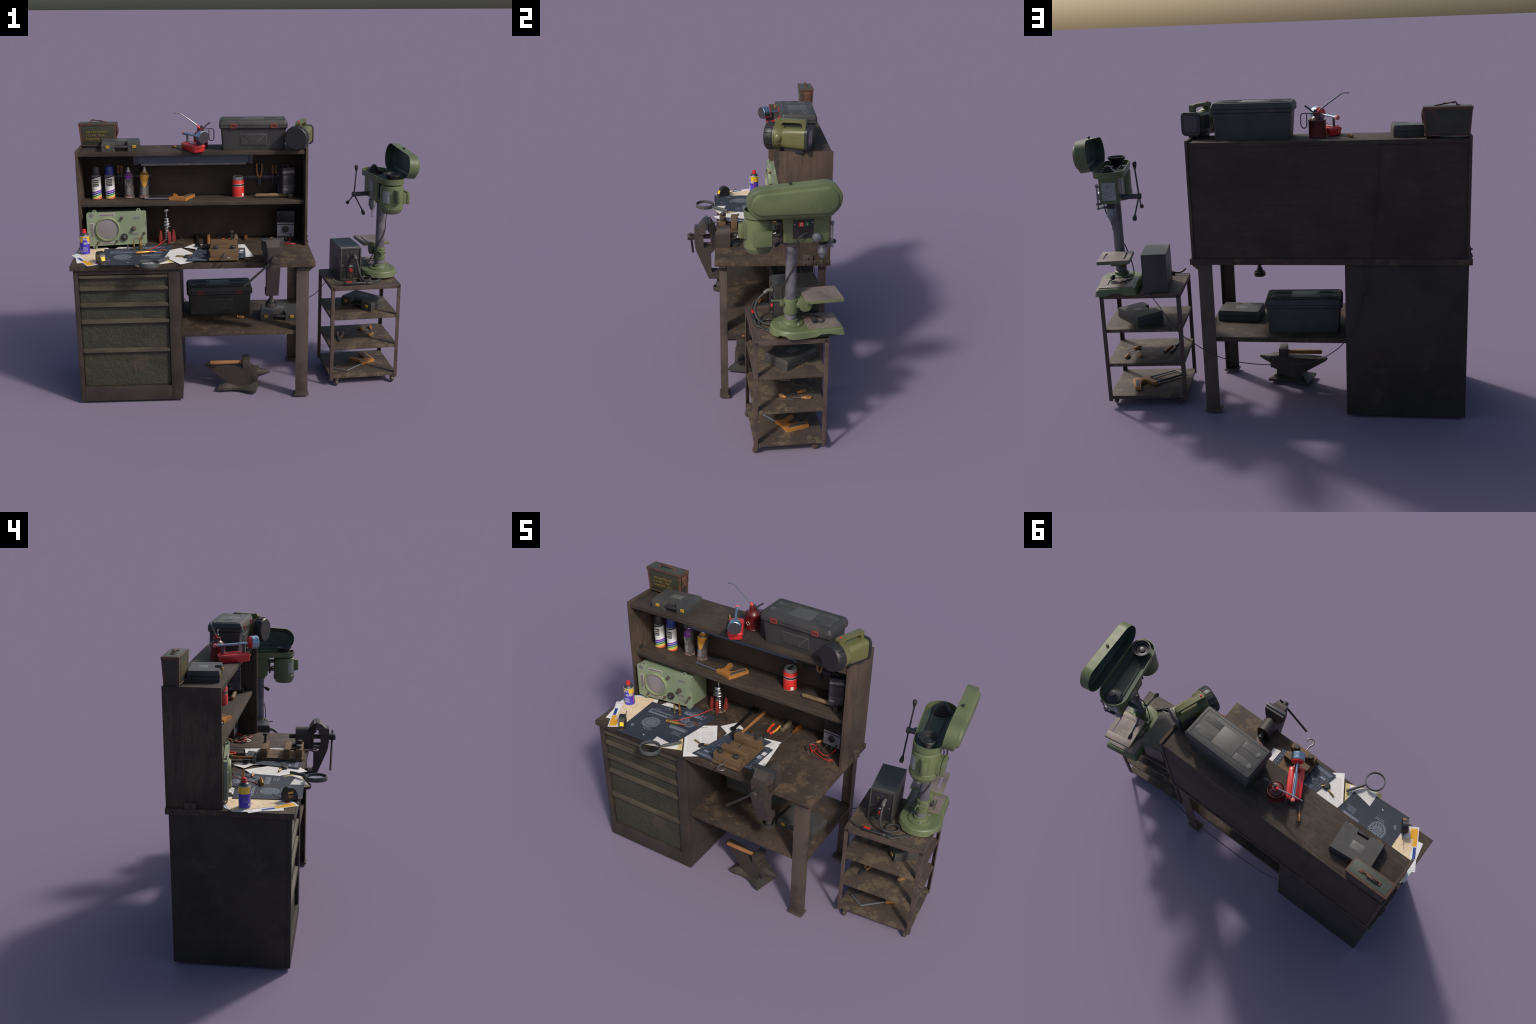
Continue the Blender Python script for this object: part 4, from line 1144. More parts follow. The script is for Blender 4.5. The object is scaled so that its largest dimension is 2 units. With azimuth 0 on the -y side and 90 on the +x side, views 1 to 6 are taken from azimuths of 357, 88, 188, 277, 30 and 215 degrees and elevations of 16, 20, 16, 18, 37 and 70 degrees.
# ================================================================== PAPERS AND BLUEPRINTS
LAYER = [0]
def sheet(name, mat, corners, label, lift=(0, 0, 0, 0), extra=0.0):
    """Paper sheet from its corners (front-left, front-right, back-right, back-left) seen from above, with curled corners."""
    LAYER[0] += 1
    C = [Vector((*c, 0)) for c in corners]
    cen = sum(C, Vector()) / 4
    e = (C[1] - C[0]) + (C[2] - C[3])
    yaw = math.atan2(e.y, e.x)
    R = Matrix.Rotation(-yaw, 3, 'Z')
    L = [R @ (c - cen) for c in C]
    z0 = TOP + 0.0007 + LAYER[0] * 0.00055 + extra
    def surf(s, t, up=0.0):
        w = ((1 - s) * (1 - t), s * (1 - t), s * t, (1 - s) * t)
        p = L[0] * w[0] + L[1] * w[1] + L[2] * w[2] + L[3] * w[3]
        z = sum(l * q ** 3 for l, q in zip(lift, w))
        return Vector((p.x, p.y, z + up))
    bm = bmesh.new()
    n = 14
    top = [[bm.verts.new(surf(i / n, j / n, 0.00035)) for i in range(n + 1)] for j in range(n + 1)]
    bot = [[bm.verts.new(surf(i / n, j / n, 0.0)) for i in range(n + 1)] for j in range(n + 1)]
    for j in range(n):
        for i in range(n):
            bm.faces.new((top[j][i], top[j][i + 1], top[j + 1][i + 1], top[j + 1][i]))
            bm.faces.new((bot[j][i], bot[j + 1][i], bot[j + 1][i + 1], bot[j][i + 1]))
    for k in range(n):
        bm.faces.new((bot[0][k], bot[0][k + 1], top[0][k + 1], top[0][k]))
        bm.faces.new((bot[n][k + 1], bot[n][k], top[n][k], top[n][k + 1]))
        bm.faces.new((bot[k + 1][0], bot[k][0], top[k][0], top[k + 1][0]))
        bm.faces.new((bot[k][n], bot[k + 1][n], top[k + 1][n], top[k][n]))
    ob = finish(bm, name, mat, None, (cen.x, cen.y, z0), (0, 0, yaw), 80)
    tag(ob, label, 'paper')
    ob_size = ((L[1] - L[0]).length, (L[3] - L[0]).length)
    return ob, surf, ob_size

class Pen:
    """Draws ribbons on a sheet, in (s, t) coordinates of the sheet."""
    def __init__(self, sh, width=0.0009):
        self.ob, self.surf, self.size = sh
        self.w = width
        self.bm = bmesh.new()
    def line(self, pts, w=None):
        w = (w or self.w) / 2
        for (a, b) in zip(pts, pts[1:]):
            pa, pb = self.surf(*a, 0.0006), self.surf(*b, 0.0006)
            d = pb - pa
            if d.length < 1e-6:
                continue
            n = Vector((-d.y, d.x, 0)).normalized() * w
            e = d.normalized() * w * 0.6
            self.bm.faces.new([self.bm.verts.new(p) for p in (pa - n - e, pb - n + e, pb + n + e, pa + n - e)])
    def world(self, pts, w=None):
        o, e1, e2 = self.surf(0, 0), self.surf(1, 0) - self.surf(0, 0), self.surf(0, 1) - self.surf(0, 0)
        det = e1.x * e2.y - e1.y * e2.x
        yaw = self.ob.rotation_euler.z
        out = []
        for x, y in pts:
            dx, dy = x - self.ob.location.x, y - self.ob.location.y
            lx, ly = dx * math.cos(yaw) + dy * math.sin(yaw) - o.x, -dx * math.sin(yaw) + dy * math.cos(yaw) - o.y
            out.append(((lx * e2.y - ly * e2.x) / det, (e1.x * ly - e1.y * lx) / det))
        self.line(out, w)
    def ring(self, cx, cy, r, w=None, n=30, a0=0.0, a1=2 * PI):
        self.world([(cx + r * math.cos(a0 + (a1 - a0) * i / n), cy + r * math.sin(a0 + (a1 - a0) * i / n)) for i in range(n + 1)], w)
    def words(self, x, y, l, rows, seed=0, amp=0.0016, gap=0.006, w=0.0011, turn=0.0):
        rng = random.Random(seed)
        c, sn = math.cos(turn), math.sin(turn)
        for k in range(rows):
            q = rng.uniform(0.7, 1.0) * l
            n = max(6, int(q / 0.003))
            loc = [(q * i / n, -k * gap + amp * rng.uniform(-1, 1)) for i in range(n + 1)]
            self.world([(x + a * c - b * sn, y + a * sn + b * c) for a, b in loc], w)
    def arc(self, cx, cy, r, a0=0.0, a1=2 * PI, n=28, w=None, sq=1.0):
        k = self.size[0] / self.size[1]
        self.line([(cx + r * math.cos(a0 + (a1 - a0) * i / n), cy + r * k * sq * math.sin(a0 + (a1 - a0) * i / n)) for i in range(n + 1)], w)
    def rect(self, x0, y0, x1, y1, w=None):
        self.line([(x0, y0), (x1, y0), (x1, y1), (x0, y1), (x0, y0)], w)
    def scrawl(self, x0, y, x1, amp=0.006, n=16, seed=0, w=None, dy=0.0):
        rng = random.Random(seed)
        self.line([(x0 + (x1 - x0) * i / n, y + dy * i / n + amp * rng.uniform(-1, 1)) for i in range(n + 1)], w)
    def patch(self, x0, y0, x1, y1, n=4):
        for i in range(n):
            self.line([(x0, y0 + (y1 - y0) * (i + 0.5) / n), (x1, y0 + (y1 - y0) * (i + 0.5) / n)], abs(y1 - y0) * self.size[1] / n * 1.02)
    def done(self, mat, name='drawing'):
        me = bpy.data.meshes.new(name)
        self.bm.to_mesh(me)
        self.bm.free()
        return place(me, name, mat, self.ob)

# left stack
s = sheet('loose_sheet', 'pale_blue', [(-0.975, -0.075), (-0.84, -0.03), (-0.90, 0.13), (-0.989, 0.046)], 'pale blue sheet under other papers')
s = sheet('loose_sheet', 'paper', [(-0.946, -0.190), (-0.80, -0.165), (-0.84, 0.02), (-0.985, -0.005)], 'white sheet under other papers')
s = sheet('colour_leaflet', 'paper', [(-0.878, -0.255), (-0.735, -0.172), (-0.857, 0.052), (-0.9995, -0.030)], 'white leaflet with amber and blue print')
p = Pen(s); p.patch(0.06, 0.04, 0.24, 0.44, 6); p.done('ink_amber', 'amber_block')
p = Pen(s); p.patch(0.06, 0.46, 0.12, 0.72, 6); p.done('ink_blue', 'blue_block')
p = Pen(s); p.patch(0.36, 0.06, 0.50, 0.16, 3); p.done('ink_red', 'orange_block')
p = Pen(s); p.scrawl(0.08, 0.93, 0.45, 0.004, 20, 1); p.scrawl(0.08, 0.90, 0.40, 0.004, 20, 2); p.rect(0.03, 0.02, 0.97, 0.97, 0.0006); p.done('ink_black', 'small_print')
s = sheet('loose_sheet', 'paper', [(-0.893, -0.172), (-0.72, -0.09), (-0.815, 0.128), (-0.972, 0.066)], 'white sheet under a plan')
s = sheet('old_plan', 'beige', [(-0.890, -0.178), (-0.741, -0.108), (-0.834, 0.118), (-0.984, 0.050)], 'aged beige plan with fine line drawings')
p = Pen(s, 0.0006)
p.rect(0.04, 0.03, 0.96, 0.97)
for cx, cy, r in ((0.28, 0.24, 0.16), (0.66, 0.20, 0.13), (0.28, 0.24, 0.12)):
    p.arc(cx, cy, r)
p.rect(0.30, 0.50, 0.52, 0.68); p.arc(0.41, 0.68, 0.11, 0, PI, 14)
for k in range(7):
    p.line([(0.30 + 0.036 * k, 0.50), (0.30 + 0.036 * k, 0.68)])
for k in range(5):
    p.scrawl(0.62, 0.60 - k * 0.015, 0.80, 0.003, 8, k)
    p.scrawl(0.5, 0.90 - k * 0.02, 0.85, 0.003, 10, k + 9)
    p.scrawl(0.10, 0.48 - k * 0.015, 0.2, 0.003, 6, k + 20)
p.done('ink')
s = sheet('loose_sheet', 'paper', [(-0.79, 0.02), (-0.70, 0.02), (-0.655, 0.10), (-0.742, 0.130)], 'small printed sheet beside the radio')
p = Pen(s); p.rect(0.08, 0.08, 0.92, 0.92); p.line([(0.1, 0.2), (0.5, 0.8), (0.9, 0.2)]); p.arc(0.6, 0.6, 0.2); p.done('ink_black')
# front middle
s = sheet('folder_sheet', 'manila', [(-0.600, -0.290), (-0.403, -0.219), (-0.470, -0.115), (-0.660, -0.185)], 'manila sheet at the table edge')
p = Pen(s); p.rect(0.05, 0.06, 0.95, 0.94); p.done('ink')
s = sheet('note_sheet', 'paper', [(-0.575, -0.278), (-0.430, -0.225), (-0.475, -0.135), (-0.640, -0.175)], 'handwritten white note')
p = Pen(s)
for k in range(9):
    p.scrawl(0.12, 0.2 + 0.075 * k, 0.85, 0.012, 30, k)
p.done('ink_black', 'handwriting')
# closely printed page
s = sheet('printed_page', 'text_page', [(-0.366, -0.262), (-0.222, -0.165), (-0.3745, 0.073), (-0.520, -0.022)], 'closely printed white page')
p = Pen(s); p.line([(0.3, 0.93), (0.7, 0.93)], 0.003); p.scrawl(0.2, 0.88, 0.8, 0.003, 24, 5); p.done('ink_black', 'heading')
# blueprint pair
bpB = sheet('blueprint', 'blueprint', [(-0.695, -0.170), (-0.474, -0.207), (-0.420, 0.135), (-0.638, 0.170)], 'dark blueprint with shell drawings', (0, 0.002, 0.001, 0))
bpA = sheet('blueprint', 'blueprint', [(-0.806, -0.266), (-0.587, -0.259), (-0.600, 0.085), (-0.822, 0.073)], 'dark blueprint with wheel and barrel drawings', (0.004, 0.0, 0, 0))
p = Pen(bpA, 0.0012)
# wheel: rings, slotted windows and hatched hub
cx, cy = -0.7013, -0.0995
for r, w in ((0.049, 0.0012), (0.043, 0.0022), (0.0225, 0.0016), (0.018, 0.0012)):
    p.ring(cx, cy, r, w)
for i in range(12):
    a = 2 * PI * i / 12
    for o in (-0.13, 0.13):
        p.world([(cx + 0.024 * math.cos(a + o * 1.3), cy + 0.024 * math.sin(a + o * 1.3)), (cx + 0.042 * math.cos(a + o), cy + 0.042 * math.sin(a + o))], 0.0020)
for i in range(6):
    p.ring(cx, cy, 0.0155 - i * 0.0027, 0.0008, 16)
for i in range(10):
    a = 2 * PI * i / 10 + 0.2
    p.world([(cx + 0.050 * math.cos(a), cy + 0.050 * math.sin(a)), (cx + 0.057 * math.cos(a), cy + 0.057 * math.sin(a))], 0.0009)
p.done('bp_ink', 'wheel_drawing')
p = Pen(bpA, 0.0011)
# barrel section with a domed end and a row of ports
x0, x1, y0, y1 = -0.778, -0.668, -0.021, 0.014
for y, w in ((y0, 0.0016), (y1, 0.0016), (y0 + 0.012, 0.0012), (y1 - 0.007, 0.0018)):
    p.world([(x0, y), (x1, y)], w)
for x, w in ((x0, 0.0024), (x0 + 0.005, 0.0012), (x1, 0.001)):
    p.world([(x, y0), (x, y1)], w)
ym, hy = (y0 + y1) / 2, (y1 - y0) / 2
for k, w in ((1.0, 0.0016), (0.72, 0.001)):
    p.world([(x1 + 0.040 * k * math.cos(a), ym + hy * k * math.sin(a)) for a in [-PI / 2 + PI * i / 16 for i in range(17)]], w)
for i in range(16):
    x = x0 + 0.008 + (x1 - x0) * i / 15
    p.world([(x, y0 + 0.001), (x + 0.001, y0 + 0.010)], 0.0030)
for i in range(8):
    x = x0 + 0.008 + (x1 - x0) * i / 8
    p.world([(x, y1), (x, y1 - 0.006)], 0.0010)
p.words(-0.752, 0.030, 0.03, 2, 1); p.words(-0.722, 0.058, 0.04, 3, 2); p.words(-0.770, 0.028, 0.012, 1, 5)
p.words(-0.775, -0.158, 0.03, 4, 3, 0.003, 0.004, 0.0012, -0.9); p.words(-0.706, -0.158, 0.07, 2, 4, 0.0022, 0.009, 0.0014, 0.1)
p.words(-0.748, -0.036, 0.02, 1, 6); p.words(-0.640, -0.05, 0.02, 2, 8)
p.done('bp_ink', 'barrel_drawing')
p = Pen(bpA); p.world([(-0.664, -0.213), (-0.656, -0.217)], 0.004); p.done('paper', 'paper_scrap')
p = Pen(bpB, 0.0010)
for gx, gy, gw, gh, n in ((-0.598, 0.070, 0.115, 0.030, 22), (-0.590, -0.082, 0.100, 0.026, 16)):
    for q in (0, 0.22, 0.45, 0.7, 1):
        p.world([(gx, gy + gh * q), (gx + gw, gy + gh * q * 0.9)], 0.0015)
    for i in range(n + 1):
        x = gx + gw * i / n
        p.world([(x, gy), (x, gy + gh * (0.6 if i % 4 else 1.0))], 0.0022 if i % 3 == 0 else 0.0011)
    p.ring(gx + gw, gy + gh * 0.45, gh * 0.45, 0.0014, 12, -PI / 2, PI / 2)
for cx, cy, r in ((-0.556, 0.020, 0.025), (-0.510, 0.000, 0.030)):
    for k, w in ((1, 0.0016), (0.8, 0.0022), (0.5, 0.0016), (0.25, 0.0014)):
        p.ring(cx, cy, r * k, w)
p.words(-0.560, 0.112, 0.05, 2, 11); p.words(-0.500, 0.110, 0.04, 3, 12); p.words(-0.476, 0.045, 0.03, 3, 13)
p.words(-0.545, -0.100, 0.07, 4, 14, 0.002, 0.0085, 0.0013); p.words(-0.470, 0.020, 0.02, 2, 15)
p.done('bp_ink', 'shell_drawing')
# middle sheets
s = sheet('sketch_sheet', 'text_page2', [(-0.356, 0.076), (-0.285, 0.035), (-0.225, 0.118), (-0.296, 0.157)], 'small white sketch sheet')
s = sheet('printed_page', 'paper', [(-0.150, -0.180), (0.046, -0.141), (0.004, 0.123), (-0.182, 0.090)], 'white page under the wooden vice')
p = Pen(s)
for k in range(6):
    p.scrawl(0.55, 0.92 - k * 0.02, 0.85, 0.004, 20, k)
p.patch(0.55, 0.62, 0.82, 0.74, 12); p.done('ink', 'printed_block')
s = sheet('loose_sheet', 'paper', [(-0.29, -0.06), (-0.11, -0.11), (-0.06, 0.09), (-0.285, 0.085)], 'white sheet under the blueprint')
bpC = sheet('blueprint', 'blueprint', [(-0.20, -0.176), (-0.001, -0.176), (0.003, 0.040), (-0.20, 0.046)], 'ruled blueprint under the wooden vice')
p = Pen(bpC, 0.0009)
p.rect(0.04, 0.05, 0.96, 0.95); p.rect(0.06, 0.07, 0.90, 0.93)
for k in range(9):
    p.line([(0.86, 0.12 + 0.09 * k), (0.93, 0.12 + 0.09 * k)], 0.0018)
p.patch(0.82, 0.50, 0.93, 0.62, 5); p.done('bp_ink')
p = Pen(bpC); p.patch(0.86, 0.66, 0.95, 0.80, 3); p.done('paper', 'torn_scrap')
bpD = sheet('blueprint', 'blueprint', [(-0.338, -0.219), (-0.115, -0.226), (-0.040, 0.095), (-0.262, 0.108)], 'blueprint with tables and fittings', (0.004, 0.001, 0, 0.0))
p = Pen(bpD, 0.0009)
for y in (0.05, 0.08, 0.10):
    p.line([(0.05, y), (0.97, y)], 0.0016)
p.rect(0.04, 0.14, 0.96, 0.96); p.rect(0.10, 0.20, 0.90, 0.90)
for i in range(24):
    p.line([(0.06 + i * 0.036, 0.055), (0.075 + i * 0.036, 0.075)], 0.002)
for i, (x, y) in enumerate(((0.22, 0.78), (0.25, 0.70), (0.2, 0.56), (0.22, 0.46), (0.3, 0.34))):
    p.arc(x, y, 0.035, w=0.0014)
    p.arc(x + 0.02, y - 0.04, 0.02, w=0.0014)
    p.scrawl(x - 0.06, y - 0.05, x + 0.14, 0.008, 16, i)
for i in range(5):
    p.scrawl(0.14, 0.88 - i * 0.02, 0.34, 0.006, 14, 30 + i)
    p.scrawl(0.10, 0.165 + i * 0.006, 0.24, 0.004, 10, 50 + i, 0.0015)
p.done('bp_ink')
bpE = sheet('blueprint', 'blueprint', [(-0.285, -0.140), (-0.170, -0.175), (-0.095, 0.075), (-0.238, 0.088)], 'small blueprint with fittings table')
p = Pen(bpE, 0.0008)
p.rect(0.05, 0.05, 0.95, 0.95)
for i, (x, y) in enumerate(((0.2, 0.8), (0.24, 0.62), (0.2, 0.42), (0.24, 0.24))):
    p.arc(x, y, 0.06, w=0.0014)
    p.arc(x, y, 0.035, w=0.0014)
    p.scrawl(x - 0.1, y - 0.07, x + 0.2, 0.008, 16, i)
p.done('bp_ink')
PAPER_Z = TOP + 0.0007 + (LAYER[0] + 1) * 0.00055

# ================================================================== CARTRIDGES AND ODDMENTS
def cartridge(loc, rot, L, r, case_mat='brass', tip_mat='copper', tip=True):
    t = thing('cartridge', 'brass rifle cartridge with copper tip', 'cartridge', loc)
    t.rotation_euler = rot
    c = L * (0.68 if tip else 1.0)
    prof = [(0, 0), (r * 1.05, 0), (r * 1.05, 0.0015), (r * 0.85, 0.003), (r, 0.005), (r * 0.97, c * 0.78), (r * 0.68, c * 0.9), (r * 0.66, c), (0, c)]
    lathe('case', case_mat, t, prof, 16)
    if tip:
        lathe('bullet', tip_mat, t, [(r * 0.58, c - 0.001), (r * 0.58, c + L * 0.08), (r * 0.45, c + L * 0.2), (r * 0.12, L), (0, L)], 14)
    return t
cartridge((-0.648, 0.050, 0.8485), (0, 0, 0), 0.065, 0.0062, 'brass_old', 'copper')
cartridge((-0.6095, 0.047, 0.8485), (0, 0, 0), 0.080, 0.0072, 'brass', 'copper')
cartridge((-0.683, 0.047, 0.8485), (0, 0, 0), 0.030, 0.0045, 'steel', 'steel')
cartridge((-0.629, -0.050, 0.8545), (0, PI / 2, rad(10)), 0.120, 0.0098, 'brass', 'copper')
cartridge((-0.494, 0.020, 0.8490), (0, PI / 2, rad(-16)), 0.046, 0.0052, 'copper', 'copper')
cartridge((-0.395, -0.112, 0.8492), (0, PI / 2, rad(-15)), 0.048, 0.0052, 'brass_old', 'brass_old', False)
bk = thing('rubber_plug', 'small black rubber plug with brass stem', 'plug', (-0.330, -0.136, 0.8487), 30)
lathe('plug', 'rubber', bk, [(0, 0), (0.018, 0.0005), (0.022, 0.004), (0.016, 0.010), (0, 0.011)], 20)
tube('stem', 'brass', bk, [(0.010, 0.0, 0.010), (0.030, 0.006, 0.010)], 0.003, 8, False)

# ================================================================== MAGNIFYING GLASS
mg = thing('magnifying_glass', 'round magnifying glass with grey handle', 'magnifier', (-0.5345, -0.318, 0.8675), 0)
mg.rotation_euler = (rad(2), rad(3), rad(55))
lathe('lens_rim', 'grip', mg, [(0.0505, -0.011), (0.0555, -0.011), (0.0565, -0.008), (0.0565, 0.008), (0.0555, 0.011), (0.0510, 0.011), (0.0505, -0.011)], 56)
mm, nt, b = _new('lens_glass')
b.inputs['Base Color'].default_value = (0.97, 0.98, 1.0, 1)
b.inputs['Roughness'].default_value = 0.02
b.inputs['Transmission Weight'].default_value = 1.0
b.inputs['IOR'].default_value = 1.18
MAT['glass'] = mm
lathe('lens', 'glass', mg, [(0.0, 0.0045), (0.02, 0.004), (0.04, 0.0022), (0.0508, 0.0006), (0.0508, -0.0006), (0.04, -0.0022), (0.02, -0.004), (0, -0.0045)], 48, angle=80)
lathe('handle', 'grip', mg, [(0, 0.0555), (0.0045, 0.0555), (0.0045, 0.066), (0.0065, 0.068), (0.0082, 0.080), (0.0086, 0.168), (0.0070, 0.172), (0, 0.172)], 18, (0, 0, 0), 'x')

# ================================================================== WOODEN VICE
wv = thing('wooden_vice', 'small oak screw vice with black bolts and hook', 'vice', (-0.1255, -0.09, PAPER_Z + 0.0012), 0)
box('vice_bed', 'block', wv, -0.084, 0.083, -0.135, 0.118, 0.0, 0.014, 0.0012)
H = 0.062
box('fixed_jaw', 'block', wv, -0.074, 0.083, 0.062, 0.098, 0.0143, H, 0.0015)
box('sliding_jaw', 'block', wv, -0.074, 0.084, -0.064, -0.030, 0.0143, H, 0.0015)
box('screw_block', 'block', wv, -0.076, 0.083, -0.131, -0.095, 0.0143, H, 0.0015)
for x in (-0.045, 0.052):
    lathe('bolt_head', 'iron', wv, [(0.0145, H - 0.001), (0.0160, H + 0.004), (0.0160, H + 0.015), (0.0135, H + 0.018), (0, H + 0.018)], 8, (x, -0.110, 0))
lathe('bolt_head', 'iron', wv, [(0.013, H - 0.001), (0.012, H + 0.002), (0.0065, H + 0.003), (0.0065, H + 0.040), (0.0125, H + 0.041), (0.0132, H + 0.046), (0.0125, H + 0.053), (0, H + 0.054)], 10, (0.050, 0.085, 0))
bm = bmesh.new()
add_tube(bm, [(0.004, -0.128, 0.040), (0.004, -0.058, 0.040)], 0.0052, 10, False)
add_lathe(bm, [(0.010, -0.093), (0.010, -0.085), (0.006, -0.084), (0.006, -0.065)], 12, (0.004, 0, 0.040), 'y')
finish(bm, 'clamp_screw', 'iron', wv)
pts = [(0.004, -0.126, 0.040), (0.004, -0.150, 0.0385), (0.005, -0.166, 0.038), (-0.001, -0.177, 0.038), (-0.003, -0.192, 0.0375), (0.004, -0.207, 0.037), (0.018, -0.213, 0.037), (0.031, -0.207, 0.037), (0.037, -0.195, 0.037), (0.034, -0.186, 0.037)]
tube('hook_handle', 'hook', wv, pts, 0.0046, 10, True, 6)
bm = bmesh.new()
add_tube(bm, [(-0.035, -0.018, 0.019), (-0.012, 0.020, 0.022), (-0.002, 0.034, 0.026)], 0.002, 8, False)
add_tube(bm, [(0.002, -0.03, 0.045), (0.004, 0.042, 0.046)], 0.0022, 8, False)
finish(bm, 'steel_pin', 'chrome', wv)

# ================================================================== BENCH TOOLS
wr = thing('spanner', 'long black combination spanner', 'spanner', (-0.2765, 0.19, PAPER_Z + 0.0006), 1)
bm = bmesh.new()
add_prism(bm, [(-0.008, -0.098), (0.008, -0.098), (0.0095, 0.09), (-0.0095, 0.09)], 0.002, 0.010, 'z', 0.0015)
add_lathe(bm, [(0.008, 0), (0.0155, 0.0005), (0.0165, 0.003), (0.0165, 0.010), (0.0155, 0.0125), (0.008, 0.0125), (0.008, 0)], 20, (0, -0.111, 0))
jaw = [(-0.0095, 0.086), (-0.020, 0.102), (-0.021, 0.122), (-0.013, 0.136), (-0.008, 0.134), (-0.009, 0.116), (0, 0.110), (0.009, 0.116), (0.008, 0.134), (0.013, 0.136), (0.021, 0.122), (0.020, 0.102), (0.0095, 0.086)]
add_prism(bm, jaw[::-1], 0.0, 0.013, 'z', 0.0015)
MAT['black_chrome'] = plain('polished_black_steel', rgb(40, 40, 42), 0.2, 0.4)
finish(bm, 'spanner_body', 'black_chrome', wr)
hm = thing('hammer', 'claw hammer with ash handle', 'hammer', (-0.2115, 0.185, PAPER_Z + 0.0006), 90)
lathe('hammer_handle', 'handle_wood', hm, [(0, 0.122), (0.008, 0.1215), (0.0105, 0.114), (0.0105, 0.04), (0.0085, -0.05), (0.0078, -0.145), (0, -0.145)], 16, (0, 0, 0.0115), 'x')
bm = bmesh.new()
add_box(bm, -0.160, -0.137, -0.016, 0.030, 0.001, 0.024, 0.004)
add_lathe(bm, [(0.011, -0.016), (0.0095, -0.026), (0.0125, -0.029), (0.0125, -0.040), (0.011, -0.042)], 16, (-0.1485, 0, 0.0125), 'y')
add_prism(bm, [(0.028, 0.020), (0.050, 0.014), (0.062, 0.003), (0.058, 0.001), (0.028, 0.004)], -0.158, -0.150, 'x', 0.001)
add_prism(bm, [(0.028, 0.020), (0.050, 0.014), (0.062, 0.003), (0.058, 0.001), (0.028, 0.004)], -0.147, -0.139, 'x', 0.001)
finish(bm, 'hammer_head', 'iron', hm)
driver('pewter', (-0.0455, 0.213, TOP + 0.0006), 90, 0.094, 0.10, 0.0145, None, 'screwdriver with worn grey fluted handle')
driver('amber', (0.0155, 0.232, TOP + 0.0006), 88, 0.076, 0.138, 0.0125, 'amber', 'long screwdriver with translucent amber handle')
driver('orange', (0.162, 0.222, TOP + 0.0006), 54, 0.045, 0.034, 0.0085, None, 'short screwdriver with orange handle')

# ================================================================== MULTIMETER
mu = thing('multimeter', 'grey and black analogue multimeter with test leads', 'multimeter', (0.2585, 0.214, TOP + 0.0005), -5)
box('meter_case', 'black', mu, -0.054, 0.054, 0.0, 0.060, 0.0, 0.186, 0.003)
box('meter_panel', 'meter', mu, -0.051, 0.051, -0.0035, 0.002, 0.028, 0.114, 0.001)
box('panel_stripe', 'black', mu, -0.0512, 0.0512, -0.0045, -0.002, 0.100, 0.106, 0.0005)
box('meter_window', 'meter_glass', mu, -0.049, 0.049, -0.003, 0.002, 0.117, 0.182, 0.001)
lathe('range_dial', 'black', mu, [(0, -0.0125), (0.015, -0.0125), (0.0185, -0.010), (0.0195, -0.004), (0.0195, -0.001)], 28, (0, 0, 0.074), 'y')
box('dial_pointer', 'black', mu, -0.003, 0.003, -0.017, -0.012, 0.056, 0.090, 0.001)
lathe('zero_knob', 'black', mu, [(0, -0.0105), (0.005, -0.0105), (0.006, -0.003)], 14, (0.031, 0, 0.040), 'y')
box('maker_strip', 'plate', mu, -0.036, -0.002, -0.0045, -0.002, 0.036, 0.043, 0.0005)
bm = bmesh.new()
for x in (-0.031, 0.002):
    add_lathe(bm, [(0.0045, 0.001), (0.0045, -0.004)], 12, (x, 0, 0.014), 'y')
finish(bm, 'socket', 'screw', mu)
bm = bmesh.new()
add_tube(bm, [(0.028, -0.001, 0.016), (0.026, -0.018, 0.012), (0.024, -0.024, 0.010)], 0.005, 8, False)
finish(bm, 'red_plug', 'red', mu)
tube('black_plug', 'rubber', mu, [(-0.031, -0.002, 0.014), (-0.037, -0.022, 0.008), (-0.042, -0.032, 0.006)], 0.0038, 8, False)
ld = thing('test_lead', 'coiled red and black test leads', 'cable')
tube('red_lead', 'wire_red', ld, [(0.283, 0.186, 0.848), (0.272, 0.160, 0.843), (0.240, 0.150, 0.842), (0.212, 0.162, 0.844), (0.192, 0.190, 0.842), (0.165, 0.203, 0.842), (0.143, 0.190, 0.843), (0.160, 0.165, 0.842), (0.176, 0.148, 0.844), (0.188, 0.150, 0.848), (0.196, 0.176, 0.846), (0.230, 0.150, 0.846), (0.275, 0.130, 0.843),
                                  (0.308, 0.134, 0.842), (0.304, 0.122, 0.842), (0.270, 0.118, 0.843), (0.225, 0.130, 0.844), (0.196, 0.145, 0.846), (0.190, 0.160, 0.848)], 0.0025, 8)
tube('black_lead', 'cable', ld, [(0.218, 0.184, 0.844), (0.206, 0.164, 0.848), (0.198, 0.178, 0.846), (0.225, 0.168, 0.849), (0.272, 0.160, 0.847), (0.296, 0.146, 0.844), (0.285, 0.128, 0.847), (0.235, 0.136, 0.849), (0.205, 0.152, 0.850), (0.190, 0.195, 0.846), (0.160, 0.207, 0.842), (0.132, 0.185, 0.842), (0.130, 0.158, 0.842)], 0.0022, 8)
bm = bmesh.new()
add_tube(bm, [(0.130, 0.157, 0.844), (0.158, 0.131, 0.844)], 0.0045, 8, False)
finish(bm, 'black_probe', 'rubber', ld)
bm = bmesh.new()
add_tube(bm, [(0.166, 0.156, 0.844), (0.184, 0.137, 0.845)], 0.0045, 8, False)
finish(bm, 'red_probe', 'red', ld)
bm = bmesh.new()
add_tube(bm, [(0.158, 0.131, 0.844), (0.182, 0.108, 0.842)], 0.0012, 6, False)
add_tube(bm, [(0.184, 0.137, 0.845), (0.204, 0.117, 0.842)], 0.0012, 6, False)
finish(bm, 'probe_tip', 'screw', ld)

